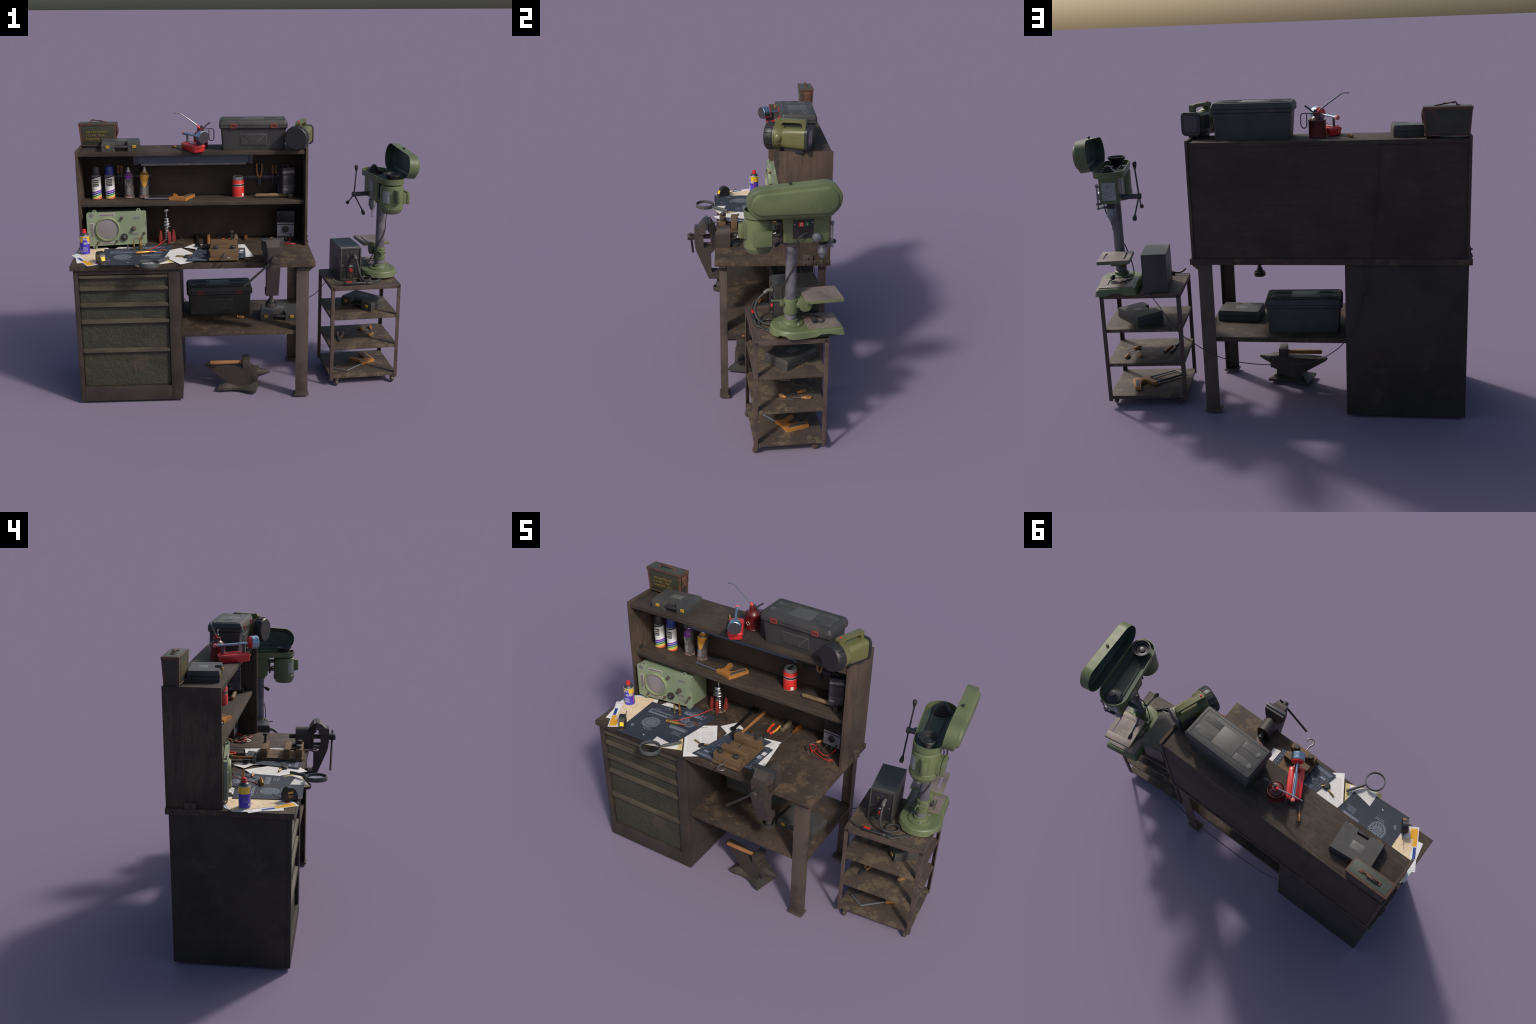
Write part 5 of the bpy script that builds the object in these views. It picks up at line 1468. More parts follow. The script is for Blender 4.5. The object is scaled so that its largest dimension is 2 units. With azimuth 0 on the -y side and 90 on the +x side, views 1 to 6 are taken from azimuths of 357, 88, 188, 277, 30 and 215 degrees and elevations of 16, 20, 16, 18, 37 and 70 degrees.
# ================================================================== BENCH VICE
bv = thing('bench_vice', 'grimy cast iron clamp-on bench vice', 'vice', (0.140, -0.26, 0), 3)
Y = 0.26   # profile heights were taken in world y; shift to local
def yz(pts):
    return [(y + Y, z) for y, z in pts]
bm = bmesh.new()
# fixed body: jaw back, barrel and foot
add_prism(bm, yz([(-0.266, 0.842), (-0.266, 0.940), (-0.262, 0.952), (-0.235, 0.900), (-0.235, 0.842)]), -0.040, 0.040, 'x', 0.002)
ring = []
n = 24
half = []
for i in range(n + 1):
    a = PI * i / n
    half.append((0.040 * math.cos(a), 0.905 + 0.046 * math.sin(a)))
out = [(0.040, 0.8395)] + half + [(-0.040, 0.8395)]
add_loft(bm, [[(x, y + Y, z) for x, z in out] for y in (-0.262, -0.160)])
finish(bm, 'fixed_body', 'vise', bv)
bm = bmesh.new()
add_prism(bm, yz([(-0.281, 0.938), (-0.281, 0.986), (-0.266, 0.986), (-0.258, 0.976), (-0.240, 0.952), (-0.246, 0.925), (-0.266, 0.925)]), -0.060, 0.060, 'x', 0.0015)
for v in bm.verts:
    v.co.x *= 1 - 0.36 * min(1.0, max(0.0, (v.co.y - Y + 0.2655) / 0.010))
finish(bm, 'fixed_jaw', 'vise', bv)
bm = bmesh.new()
for y0, y1 in ((-0.2925, -0.2870), (-0.2865, -0.2815)):
    add_box(bm, -0.0635, 0.0635, y0 + Y, y1 + Y, 0.948, 0.993, 0.001)
finish(bm, 'jaw_insert', 'steel_dark', bv)
# front arm: moving jaw and tapering clamp arm in one casting
bm = bmesh.new()
add_prism(bm, yz([(-0.352, 0.952), (-0.334, 0.952), (-0.334, 0.915), (-0.306, 0.905), (-0.306, 0.838), (-0.352, 0.838)]), -0.034, 0.036, 'x', 0.0015)
add_prism(bm, yz([(-0.351, 0.838), (-0.345, 0.815), (-0.280, 0.655), (-0.224, 0.653), (-0.224, 0.691), (-0.261, 0.692), (-0.2655, 0.705), (-0.2655, 0.805), (-0.240, 0.8265), (-0.240, 0.838)]), -0.035, 0.036, 'x', 0.002)
finish(bm, 'clamp_arm', 'vise', bv)
bm = bmesh.new()
add_prism(bm, yz([(-0.293, 0.925), (-0.293, 0.986), (-0.300, 0.986), (-0.309, 0.977), (-0.332, 0.955), (-0.346, 0.940), (-0.346, 0.920), (-0.310, 0.912)]), -0.059, 0.059, 'x', 0.0015)
for v in bm.verts:
    v.co.x *= 1 - 0.42 * min(1.0, max(0.0, (-0.2995 - (v.co.y - Y)) / 0.011))
finish(bm, 'moving_jaw', 'vise', bv)
bm = bmesh.new()
half = [(0.030 * math.cos(PI * i / n), 0.915 + 0.030 * math.sin(PI * i / n)) for i in range(n + 1)]
add_loft(bm, [[(x, y + Y, z) for x, z in [(0.030, 0.86)] + half + [(-0.030, 0.86)]] for y in (-0.355, -0.315)])
finish(bm, 'jaw_boss', 'vise', bv)
bm = bmesh.new()
add_lathe(bm, [(0.013, -0.31 + Y), (0.013, -0.126 + Y), (0.010, -0.122 + Y)], 20, (0, 0, 0.893), 'y')
add_lathe(bm, [(0.017, -0.35 + Y), (0.017, -0.358 + Y), (0.0185, -0.362 + Y), (0.0185, -0.390 + Y), (0.016, -0.393 + Y)], 20, (0, 0, 0.893), 'y')
add_lathe(bm, [(0.008, -0.31 + Y), (0.008, -0.25 + Y)], 14, (0, 0, 0.850), 'y')
finish(bm, 'screw', 'vise', bv)
c, s3 = math.cos(rad(-3)), math.sin(rad(-3))
def tolocal(x, y, z):
    dx, dy = x - 0.140, y + 0.26
    return (dx * c - dy * s3, dx * s3 + dy * c, z)
bm = bmesh.new()
add_tube(bm, [tolocal(-0.0214, -0.3735, 0.7433), tolocal(0.1775, -0.3735, 0.9235)], 0.0062, 12, False)
finish(bm, 'tommy_bar', 'iron', bv)
lathe('swivel_pad', 'iron', bv, [(0.012, 0.8393), (0.026, 0.8393), (0.026, 0.846), (0.02, 0.848), (0, 0.848)], 24, (0, 0.128, 0))
bm = bmesh.new()
add_lathe(bm, [(0.0105, 0.70), (0.0105, 0.625), (0.018, 0.612), (0.019, 0.590), (0.019, 0.582)], 20, (0.001, 0.035, 0))
add_lathe(bm, [(0.0, 0.572), (0.030, 0.572), (0.0325, 0.575), (0.0325, 0.595), (0.0315, 0.597), (0.027, 0.597), (0.026, 0.580), (0, 0.580)], 28, (0.001, 0.035, 0))
finish(bm, 'clamp_screw', 'iron', bv)

# ================================================================== ANVIL AND SLEDGE
an = thing('anvil', 'dark cast anvil with horn and heel', 'anvil', (-0.046, -0.083, FLOOR), -13)
bm = bmesh.new()
# foot with waisted sides
def foot(w, d, waist, z):
    pts = []
    n = 12
    for i in range(n + 1):
        t = -1 + 2 * i / n
        b = max(0.0, 1 - (t / 0.72) ** 2)
        pts.append((t * w, -d + waist * b ** 1.2, z))
    for i in range(n + 1):
        t = 1 - 2 * i / n
        b = max(0.0, 1 - (t / 0.72) ** 2)
        pts.append((t * w, d - waist * b ** 1.2, z))
    return pts
add_loft(bm, [foot(0.116, 0.074, 0.022, 0.0), foot(0.116, 0.074, 0.022, 0.012), foot(0.100, 0.058, 0.020, 0.020), foot(0.078, 0.036, 0.008, 0.032), foot(0.070, 0.030, 0.002, 0.045)])
finish(bm, 'foot', 'anvil', an, angle=22)
bm = bmesh.new()
add_prism(bm, [(-0.205, 0.132), (-0.198, 0.142), (-0.120, 0.140), (0.080, 0.140), (0.080, 0.030), (0.066, 0.018), (-0.066, 0.018), (-0.062, 0.040), (-0.072, 0.050)], -0.036, 0.036, 'y', 0.003)
for v in bm.verts:   # heel narrows to its end
    if v.co.x < -0.07:
        k = min(1.0, (-0.07 - v.co.x) / 0.135)
        v.co.y *= 1 - 0.55 * k
finish(bm, 'body', 'anvil', an)
bm = bmesh.new()
add_box(bm, 0.0795, 0.120, -0.031, 0.031, 0.062, 0.134, 0.003)
add_prism(bm, [(0.0795, 0.066), (0.0795, 0.05), (0.110, 0.063)], -0.026, 0.026, 'y', 0.002)
add_box(bm, 0.04, 0.0805, -0.0345, 0.0345, 0.139, 0.1415, 0.001)
finish(bm, 'step', 'anvil', an)
bm = bmesh.new()
rings = []
for t in range(9):
    f = t / 8
    r = 0.022 * (1 - f) ** 0.8 + 0.0065
    zc = 0.104 + 0.011 * f
    rings.append([(0.1185 + 0.073 * f, r * 0.95 * math.cos(a), zc + r * math.sin(a)) for a in [2 * PI * k / 20 for k in range(20)]])
add_loft(bm, rings)
finish(bm, 'horn', 'anvil', an, angle=50)
lathe('hardy_hole', 'black', an, [(0.007, 0.1395), (0.007, 0.1425)], 4, (-0.14, 0.008, 0))
sl = thing('sledge_hammer', 'short sledge hammer with orange-brown handle', 'hammer', (0.0, -0.0835, FLOOR + 0.1445), 0)
bm = bmesh.new()
add_box(bm, -0.0215, 0.0215, -0.046, 0.046, -0.010, 0.0455, 0.004)
finish(bm, 'hammer_head', 'anvil', sl)
lathe('hammer_handle', 'handle_wood', sl, [(0, -0.216), (0.0085, -0.2155), (0.0125, -0.209), (0.0125, -0.12), (0.011, -0.02), (0, -0.02)], 16, (0, 0.0, 0.0155), 'x')

# ================================================================== TROLLEY
ca = thing('trolley', 'rusty brown four-shelf steel trolley on casters', 'trolley', (0.700, 0.116, 0), 4.9)
W, D = 0.2095, 0.182
for sx in (-1, 1):
    for sy in (-1, 1):
        bm = bmesh.new()
        a, b = sorted((sx * W, sx * (W - 0.0035)))
        c0, d0 = sorted((sy * D, sy * (D - 0.021)))
        add_box(bm, a, b, c0, d0, 0.033, 0.6255, 0.0007)
        a, b = sorted((sx * (W - 0.0035), sx * (W - 0.021)))
        c0, d0 = sorted((sy * D, sy * (D - 0.0035)))
        add_box(bm, a, b, c0, d0, 0.033, 0.6255, 0.0007)
        finish(bm, 'leg', 'cart', ca)
for z in (0.6290, 0.4375, 0.2470, 0.0615):
    bm = bmesh.new()
    i = 0.0036
    add_box(bm, -W + i, W - i, -D + i, D - i, z - 0.018, z, 0.0012)
    finish(bm, 'shelf', 'cart_shelf', ca)
bm = bmesh.new()
add_box(bm, -W, W, -D, -D + 0.0034, 0.606, 0.6300, 0.0006)
add_box(bm, -W, W, D - 0.0034, D, 0.606, 0.6300, 0.0006)
add_box(bm, -W, -W + 0.0034, -D + 0.0036, D - 0.0036, 0.606, 0.6300, 0.0006)
add_box(bm, W - 0.0034, W, -D + 0.0036, D - 0.0036, 0.606, 0.6300, 0.0006)
finish(bm, 'top_rim', 'cart', ca)
for x, y in ((-0.165, -0.174), (0.183, -0.170), (0.181, 0.132), (-0.172, 0.140)):
    bm = bmesh.new()
    add_lathe(bm, [(0.012, 0.0432), (0.012, 0.037)], 12, (x, y, 0))
    add_box(bm, x - 0.010, x - 0.0075, y - 0.012, y + 0.012, 0.012, 0.038, 0.0005)
    add_box(bm, x + 0.0075, x + 0.010, y - 0.012, y + 0.012, 0.012, 0.038, 0.0005)
    w = finish(bm, 'caster', 'cart', ca)
    lathe('wheel', 'knob', w, [(0.013, -0.007), (0.0175, -0.005), (0.0175, 0.005), (0.013, 0.007)], 20, (x, y, 0.0175), 'x')
driver('orange', (0.751, 0.180, 0.2475), 117.5, 0.050, 0.036, 0.0085)
driver('orange', (0.803, 0.196, 0.2475), 88, 0.049, 0.040, 0.0085)
driver('orange', (0.7995, 0.118, 0.2475), 227, 0.046, 0.042, 0.0085)

# ================================================================== WELDER
we = thing('inverter_welder', 'charcoal inverter welder with hose and torch', 'welder', (0.6195, 0.167, 0.6295), 9)
bm = bmesh.new()
add_prism(bm, [(-0.108, 0.0), (-0.111, 0.196), (-0.106, 0.2035), (0.106, 0.2035), (0.111, 0.198), (0.111, 0.0)], -0.0635, 0.0635, 'x', 0.002)
finish(bm, 'welder_shell', 'welder', we)
bm = bmesh.new()
add_box(bm, -0.064, -0.056, -0.1195, -0.109, 0.002, 0.199, 0.001)
add_box(bm, 0.056, 0.064, -0.1195, -0.109, 0.002, 0.199, 0.001)
add_box(bm, -0.0555, 0.0555, -0.1195, -0.109, 0.192, 0.199, 0.001)
add_box(bm, -0.0555, 0.0555, -0.1195, -0.109, 0.002, 0.010, 0.001)
finish(bm, 'front_frame', 'welder', we)
bm = bmesh.new()
add_box(bm, -0.055, 0.055, -0.1145, -0.1105, 0.104, 0.190, 0.001)
add_prism(bm, [(-0.022, 0.014), (0.022, 0.014), (0.020, 0.07), (0.036, 0.098), (-0.036, 0.098), (-0.020, 0.07)], -0.1175, -0.1105, 'y', 0.001)
for k in range(6):
    z = 0.020 + k * 0.0125
    for s in (-1, 1):
        add_prism(bm, [(s * 0.054, z), (s * 0.026, z + 0.006), (s * 0.026, z + 0.011), (s * 0.054, z + 0.006)][::s], -0.1165, -0.1105, 'y')
finish(bm, 'front_panel', 'black', we)
lathe('gauge', 'iron', we, [(0, -0.118), (0.007, -0.118), (0.0105, -0.117), (0.0115, -0.114)], 6, (-0.022, 0, 0.151), 'y')
lathe('gauge_eye', 'brass_old', we, [(0, -0.1195), (0.0035, -0.1195), (0.004, -0.1175)], 10, (-0.022, 0, 0.151), 'y')
lathe('socket_eye', 'brass_old', we, [(0, -0.1250), (0.0028, -0.1250), (0.003, -0.1235)], 10, (0.0, 0, 0.025), 'y')
lathe('adjuster', 'steel_dark', we, [(0, -0.119), (0.007, -0.118), (0.008, -0.114)], 14, (-0.001, 0, 0.170), 'y')
lathe('connector', 'red', we, [(0.005, -0.124), (0.0105, -0.124), (0.0115, -0.1172), (0.0, -0.1172)], 16, (0.0, 0, 0.062), 'y')
lathe('connector_pin', 'steel_dark', we, [(0, -0.1265), (0.005, -0.126), (0.005, -0.118)], 12, (0.0, 0, 0.062), 'y')
lathe('ground_socket', 'iron', we, [(0.003, -0.124), (0.008, -0.124), (0.009, -0.1172), (0.0, -0.1172)], 16, (0.0, 0, 0.025), 'y')
box('switch', 'plate', we, -0.010, 0.010, -0.119, -0.116, 0.085, 0.092, 0.0005)
bm = bmesh.new()
for k in range(7):
    add_box(bm, 0.0625, 0.0650, -0.06, 0.075, 0.030 + k * 0.014, 0.036 + k * 0.014, 0.0006)
    add_box(bm, -0.0650, -0.0625, -0.06, 0.075, 0.030 + k * 0.014, 0.036 + k * 0.014, 0.0006)
finish(bm, 'vent_slat', 'black', we)
th9 = rad(9)
def wl(x, y, z):
    dx, dy = x - 0.6195, y - 0.167
    return (dx * math.cos(th9) + dy * math.sin(th9), -dx * math.sin(th9) + dy * math.cos(th9), z - 0.6285)
bm = bmesh.new()
add_tube(bm, [wl(0.6556, 0.052, 0.782), wl(0.658, 0.030, 0.783), wl(0.662, 0.010, 0.770)], 0.0098, 12)
finish(bm, 'hose_sleeve', 'hose', we)
bm = bmesh.new()
add_tube(bm, [wl(0.661, 0.014, 0.772), wl(0.668, -0.018, 0.740), wl(0.678, -0.036, 0.695), wl(0.700, -0.026, 0.655), wl(0.735, 0.004, 0.640), wl(0.755, 0.034, 0.642), wl(0.735, 0.056, 0.646), wl(0.704, 0.048, 0.644), wl(0.690, 0.020, 0.638), wl(0.706, -0.010, 0.634), wl(0.752, -0.014, 0.634),
              wl(0.805, 0.012, 0.634), wl(0.815, 0.030, 0.634), wl(0.79, 0.010, 0.634), wl(0.745, -0.040, 0.636), wl(0.712, -0.038, 0.637)], 0.0066, 10)
finish(bm, 'hose', 'cable', we)
tc = thing('welding_torch', 'black welding torch with red trigger', 'torch', (0.645, -0.044, 0.6295), 5)
bm = bmesh.new()
add_loft(bm, [[(x, y, z + 0.010) for y, z in rounded(w, h, min(w, h) * 0.35, 4)] for x, w, h in ((-0.062, 0.016, 0.016), (-0.056, 0.022, 0.019), (0.0, 0.019, 0.018), (0.050, 0.018, 0.017), (0.058, 0.013, 0.013))])
finish(bm, 'torch_handle', 'black', tc)
tube('torch_neck', 'iron', tc, [(-0.060, 0, 0.012), (-0.085, 0.003, 0.013), (-0.108, 0.010, 0.022), (-0.126, 0.020, 0.038)], 0.0045, 10)
box('trigger', 'red', tc, -0.050, -0.014, -0.006, 0.006, 0.0185, 0.0225, 0.0015)
lathe('cable_sleeve', 'hose', tc, [(0.006, 0.057), (0.0075, 0.06), (0.006, 0.075), (0.007, 0.078), (0.0055, 0.095)], 12, (0, 0, 0.008), 'x')

# ================================================================== DRILL PRESS
dp = thing('drill_press', 'green bench drill press with open pulley cover', 'drill press', (0.8245, 0.131, 0.0), 9.55)
# base: rounded front, straight back, arched skirt
def base_outline(off):
    r, hw, back = 0.104 + off, 0.096 + off, 0.240 + off
    pts = []
    for i in range(25):
        a = PI + PI * i / 24
        pts.append((r * math.cos(a), 0.012 + r * math.sin(a)))
    pts += [(hw + 0.004, 0.06), (hw, 0.10), (hw, 0.13), (hw, 0.17), (hw, 0.20)]
    for i in range(4):
        a = PI / 2 * i / 3
        pts.append((hw - 0.016 + 0.016 * math.cos(a), back - 0.016 + 0.016 * math.sin(a)))
    pts += [(0.05, back), (0.02, back), (-0.02, back), (-0.05, back)]
    for i in range(4):
        a = PI / 2 + PI / 2 * i / 3
        pts.append((-hw + 0.016 + 0.016 * math.cos(a), back - 0.016 + 0.016 * math.sin(a)))
    pts += [(-hw, 0.20), (-hw, 0.17), (-hw, 0.13), (-hw, 0.10), (-hw - 0.004, 0.06)]
    return pts
bm = bmesh.new()
def arch(x, y):
    if (abs(x) > 0.08 and 0.115 < y < 0.185) or (y > 0.22 and abs(x) < 0.035) or (-0.075 < y < -0.035 and abs(x) > 0.05):
        return 0.013
    return 0.0
rings = [[(x, y, 0.6445 + arch(x, y)) for x, y in base_outline(0.010)],
         [(x, y, 0.6490 + arch(x, y)) for x, y in base_outline(0.009)],
         [(x, y, 0.672) for x, y in base_outline(0.004)],
         [(x, y, 0.678) for x, y in base_outline(-0.001)],
         [(x, y, 0.6805) for x, y in base_outline(-0.010)]]
add_loft(bm, rings)
finish(bm, 'base', 'green', dp, angle=20)
bm = bmesh.new()
for x, y in ((-0.06, -0.03), (0.06, -0.03), (-0.06, 0.15), (0.06, 0.15)):
    add_lathe(bm, [(0.012, 0.6293), (0.014, 0.631), (0.014, 0.650)], 14, (x, y, 0))
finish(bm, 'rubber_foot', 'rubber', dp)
def slotted(name, parent, hw, y0, y1, z0, z1, mat, sx=0.046, sw=0.005, s0=0.028, s1=0.03):
    bm = bmesh.new()
    a, b = y0 + s0, y1 - s1
    add_box(bm, -hw, hw, y0, a, z0, z1, 0.0006)
    add_box(bm, -hw, hw, b, y1, z0, z1, 0.0006)
    add_box(bm, -hw, -sx - sw, a, b, z0, z1, 0)
    add_box(bm, -sx + sw, sx - sw, a, b, z0, z1, 0)
    add_box(bm, sx + sw, hw, a, b, z0, z1, 0)
    return finish(bm, name, mat, parent)
slotted('base_plate', dp, 0.084, 0.070, 0.228, 0.679, 0.6845, 'machined', 0.045, 0.005, 0.02, 0.045)
bm = bmesh.new()
add_lathe(bm, [(0.062, 0.679), (0.062, 0.686), (0.058, 0.688), (0.040, 0.690), (0.037, 0.694), (0.036, 0.706), (0.033, 0.708), (0.0, 0.708)], 36)
fl2 = finish(bm, 'column_flange', 'green', dp)
bm = bmesh.new()
for k in range(3):
    a = rad(-80 + 120 * k)
    add_lathe(bm, [(0.007, 0.687), (0.007, 0.693), (0.005, 0.694), (0, 0.694)], 6, (0.049 * math.cos(a), 0.049 * math.sin(a), 0))
finish(bm, 'flange_bolt', 'screw', fl2)
lathe('column', 'column', dp, [(0.0262, 0.700), (0.0262, 1.115)], 36)
lathe('stop_collar', 'column', dp, [(0.0262, 0.712), (0.0285, 0.713), (0.0285, 0.736), (0.0262, 0.737)], 36)
bm = bmesh.new()
add_lathe(bm, [(0.027, 0.737), (0.0335, 0.738), (0.0345, 0.744), (0.0345, 0.806), (0.0325, 0.812), (0.027, 0.813)], 32)
add_tube(bm, [(0, 0.02, 0.780), (0, 0.095, 0.786)], 0.026, 18, False, radii=(0.026, 0.030))
add_lathe(bm, [(0.022, -0.040), (0.032, -0.038), (0.032, 0.038), (0.022, 0.040)], 24, (0, 0.066, 0.783), 'x')
add_box(bm, -0.010, 0.010, -0.052, -0.028, 0.775, 0.805, 0.004)
cl = finish(bm, 'table_clamp', 'green', dp)
bm = bmesh.new()
add_lathe(bm, [(0.008, -0.020), (0.008, 0.020)], 14, (0, -0.044, 0.793), 'x')
add_tube(bm, [(-0.018, -0.044, 0.793), (-0.022, -0.066, 0.796), (-0.022, -0.085, 0.796)], 0.0035, 8, False)
finish(bm, 'clamp_lever', 'green', cl)
tb = slotted('work_table', dp, 0.080, 0.057, 0.241, 0.8195, 0.8265, 'machined', 0.052, 0.0045, 0.03, 0.04)
bm = bmesh.new()
add_box(bm, -0.082, 0.082, 0.0555, 0.070, 0.808, 0.8225, 0.001)
add_box(bm, -0.082, 0.082, 0.2280, 0.2425, 0.808, 0.8225, 0.001)
add_box(bm, -0.082, -0.070, 0.0705, 0.2275, 0.808, 0.8225, 0.001)
add_box(bm, 0.070, 0.082, 0.0705, 0.2275, 0.808, 0.8225, 0.001)
add_box(bm, -0.035, 0.035, 0.0705, 0.2275, 0.806, 0.8190, 0.001)
finish(bm, 'table_skirt', 'green', tb)
# head casting
bm = bmesh.new()
add_loft(bm, [[(x, y, z) for x, y in rounded(w, d, 0.012, 5, 0, cy)] for w, d, cy, z in ((0.090, 0.200, 0.074, 1.104), (0.097, 0.222, 0.064, 1.112), (0.097, 0.232, 0.060, 1.233))])
hd = finish(bm, 'head_casting', 'green', dp)
lathe('column_socket', 'green', hd, [(0.027, 1.085), (0.034, 1.087), (0.036, 1.105), (0.0, 1.105)], 32)
box('front_label', 'plate', hd, -0.034, 0.034, 0.1745, 0.1778, 1.122, 1.212, 0.0006)
box('speed_label', 'plate', hd, -0.0500, -0.0480, 0.020, 0.072, 1.125, 1.215, 0.0006)
bm = bmesh.new()
add_box(bm, 0.0475, 0.0520, -0.006, 0.092, 1.130, 1.219, 0.001)
sw = finish(bm, 'switch_plate', 'black', hd)
MAT['btn_green'] = plain('green_button', rgb(44, 92, 56), 0.45)
box('stop_button', 'red', sw, 0.0515, 0.0575, 0.020, 0.044, 1.188, 1.211, 0.001)
box('start_button', 'btn_green', sw, 0.0515, 0.0565, 0.047, 0.071, 1.189, 1.211, 0.001)
lathe('stop_symbol', 'white', sw, [(0.0042, 0.0572), (0.0042, 0.0580), (0.0066, 0.0580), (0.0066, 0.0572), (0.0042, 0.0572)], 20, (0, 0.032, 1.1995), 'x')
box('start_symbol', 'white', sw, 0.0560, 0.0570, 0.0582, 0.0598, 1.194, 1.206, 0)
bm = bmesh.new()
for y, z in ((0.001, 1.199), (0.086, 1.205), (0.035, 1.139)):
    add_lathe(bm, [(0.0035, 0.0515), (0.0035, 0.0535)], 10, (0, y, z), 'x')
finish(bm, 'plate_screw', 'screw', sw)
lathe('spring_housing', 'steel', hd, [(0.022, 0.047), (0.0225, 0.060), (0.019, 0.066), (0.007, 0.070), (0.006, 0.074), (0, 0.074)], 32, (0, 0.106, 1.133), 'x')
# feed handle
bm = bmesh.new()
add_lathe(bm, [(0.0135, -0.047), (0.0135, -0.130), (0.0155, -0.131), (0.0155, -0.147), (0.0125, -0.150)], 20, (0, 0.1, 1.124), 'x')
fh = finish(bm, 'feed_hub', 'steel_dark', dp)
for k in range(3):
    a = rad(90 + 120 * k)
    d = Vector((0.0, math.cos(a), math.sin(a)))
    c0 = Vector((-0.138, 0.1, 1.124))
    bm = bmesh.new()
    add_tube(bm, [c0, c0 + d * 0.15 + Vector((0.011, 0, 0))], 0.0042, 8, False)
    arm = finish(bm, 'feed_arm', 'steel_dark', fh)
    bm = bmesh.new()
    p0 = c0 + d * 0.138 + Vector((0.010, 0, 0))
    rings = []
    side = d.cross(Vector((1, 0, 0)))
    for t, r in ((0, 0.0045), (0.006, 0.0065), (0.022, 0.0105), (0.032, 0.0110), (0.038, 0.0085), (0.040, 0.004)):
        rings.append([p0 + d * t + (Vector((1, 0, 0)) * math.cos(q) + side * math.sin(q)) * r for q in [2 * PI * i / 14 for i in range(14)]])
    add_loft(bm, rings)
    finish(bm, 'feed_knob', 'rubber', arm, angle=50)
# spindle, chuck and bit
SP = 0.150
bm = bmesh.new()
add_lathe(bm, [(0.021, 1.105), (0.021, 1.090), (0.012, 1.088), (0.012, 1.080)], 24, (0, SP, 0))
finish(bm, 'quill', 'iron', dp)
bm = bmesh.new()
add_lathe(bm, [(0.014, 1.081), (0.022, 1.079), (0.0225, 1.060), (0.0235, 1.058), (0.0235, 1.036), (0.0165, 1.032), (0.0165, 1.022), (0.009, 1.009), (0.005, 1.008)], 28, (0, SP, 0))
ck = finish(bm, 'chuck', 'steel', dp)
bm = bmesh.new()
rings = []
for i in range(30):
    z = 1.010 - 0.050 * i / 29
    tw = i * 0.75
    rr = 0.0032 if i < 27 else 0.0032 * (29 - i) / 3 + 0.0002
    rings.append([(rr * (1.0 if j % 2 == 0 else 0.55) * math.cos(tw + PI / 2 * j), SP + rr * (1.0 if j % 2 == 0 else 0.55) * math.sin(tw + PI / 2 * j), z) for j in range(4)])
add_loft(bm, rings)
finish(bm, 'drill_bit', 'steel_dark', ck)
bm = bmesh.new()
add_tube(bm, [(0.057, 0.180, 1.078), (0.057, 0.180, 1.205)], 0.0042, 10, False)
add_lathe(bm, [(0.0085, 1.080), (0.0085, 1.088)], 6, (0.057, 0.180, 0))
add_lathe(bm, [(0.008, 1.196), (0.008, 1.206)], 12, (0.057, 0.180, 0))
finish(bm, 'depth_rod', 'steel', hd)
bm = bmesh.new()
add_box(bm, 0.040, 0.066, 0.168, 0.186, 1.102, 1.113, 0.002)
add_box(bm, 0.0, 0.064, 0.150, 0.186, 1.084, 1.0895, 0.002)
add_box(bm, 0.045, 0.062, 0.172, 0.184, 1.190, 1.196, 0.001)
finish(bm, 'depth_stop', 'steel_dark', hd)
# pulley housing tray
def cap_ring(off, z, x0=0.0):
    return [(x + x0, y, z) for x, y in capsule(-0.158, 0.067, 0.124, 0.078, 20, off)]
bm = bmesh.new()
add_loft(bm, [cap_ring(0, 1.234), cap_ring(0.001, 1.266), cap_ring(-0.003, 1.266), cap_ring(-0.004, 1.238)])
finish(bm, 'pulley_tray', 'green', dp)
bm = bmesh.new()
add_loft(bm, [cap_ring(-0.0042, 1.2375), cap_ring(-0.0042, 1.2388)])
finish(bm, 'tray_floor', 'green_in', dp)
# pulleys
prof = [(0.040, 1.240), (0.047, 1.240)]
z = 1.2405
for r in (0.047, 0.040, 0.032, 0.024, 0.017):
    prof += [(r, z), (r, z + 0.0016), (r - 0.006, z + 0.0046), (r, z + 0.0072), (r, z + 0.0086)]
    z += 0.0098
prof += [(0.008, z), (0.008, z + 0.0035), (0.004, z + 0.0035), (0.004, z - 0.001), (0, z - 0.001)]
lathe('spindle_pulley', 'pulley', dp, prof, 36, (0, 0.142, 0))
prof = [(0.012, 1.240), (0.022, 1.2405)]
z = 1.2425
for r in (0.024, 0.030, 0.036, 0.042, 0.048):
    prof += [(r, z), (r - 0.005, z + 0.0042), (r, z + 0.0072), (r, z + 0.0086)]
    z += 0.0096
z = prof[-1][1]
prof += [(0.0495, z), (0.0495, z + 0.002), (0.044, z + 0.002), (0.040, z - 0.010), (0.034, z - 0.012), (0.030, z - 0.022), (0.018, z - 0.024), (0.017, z - 0.018), (0.010, z - 0.016), (0, z - 0.016)]
lathe('motor_pulley', 'pulley', dp, prof, 40, (0, -0.158, 0))
bm = bmesh.new()
for s in (-1, 1):
    add_tube(bm, [(s * 0.035, 0.142, 1.254), (s * 0.028, -0.158, 1.254)], 0.0030, 6, False)
finish(bm, 'drive_belt', 'rubber', dp)
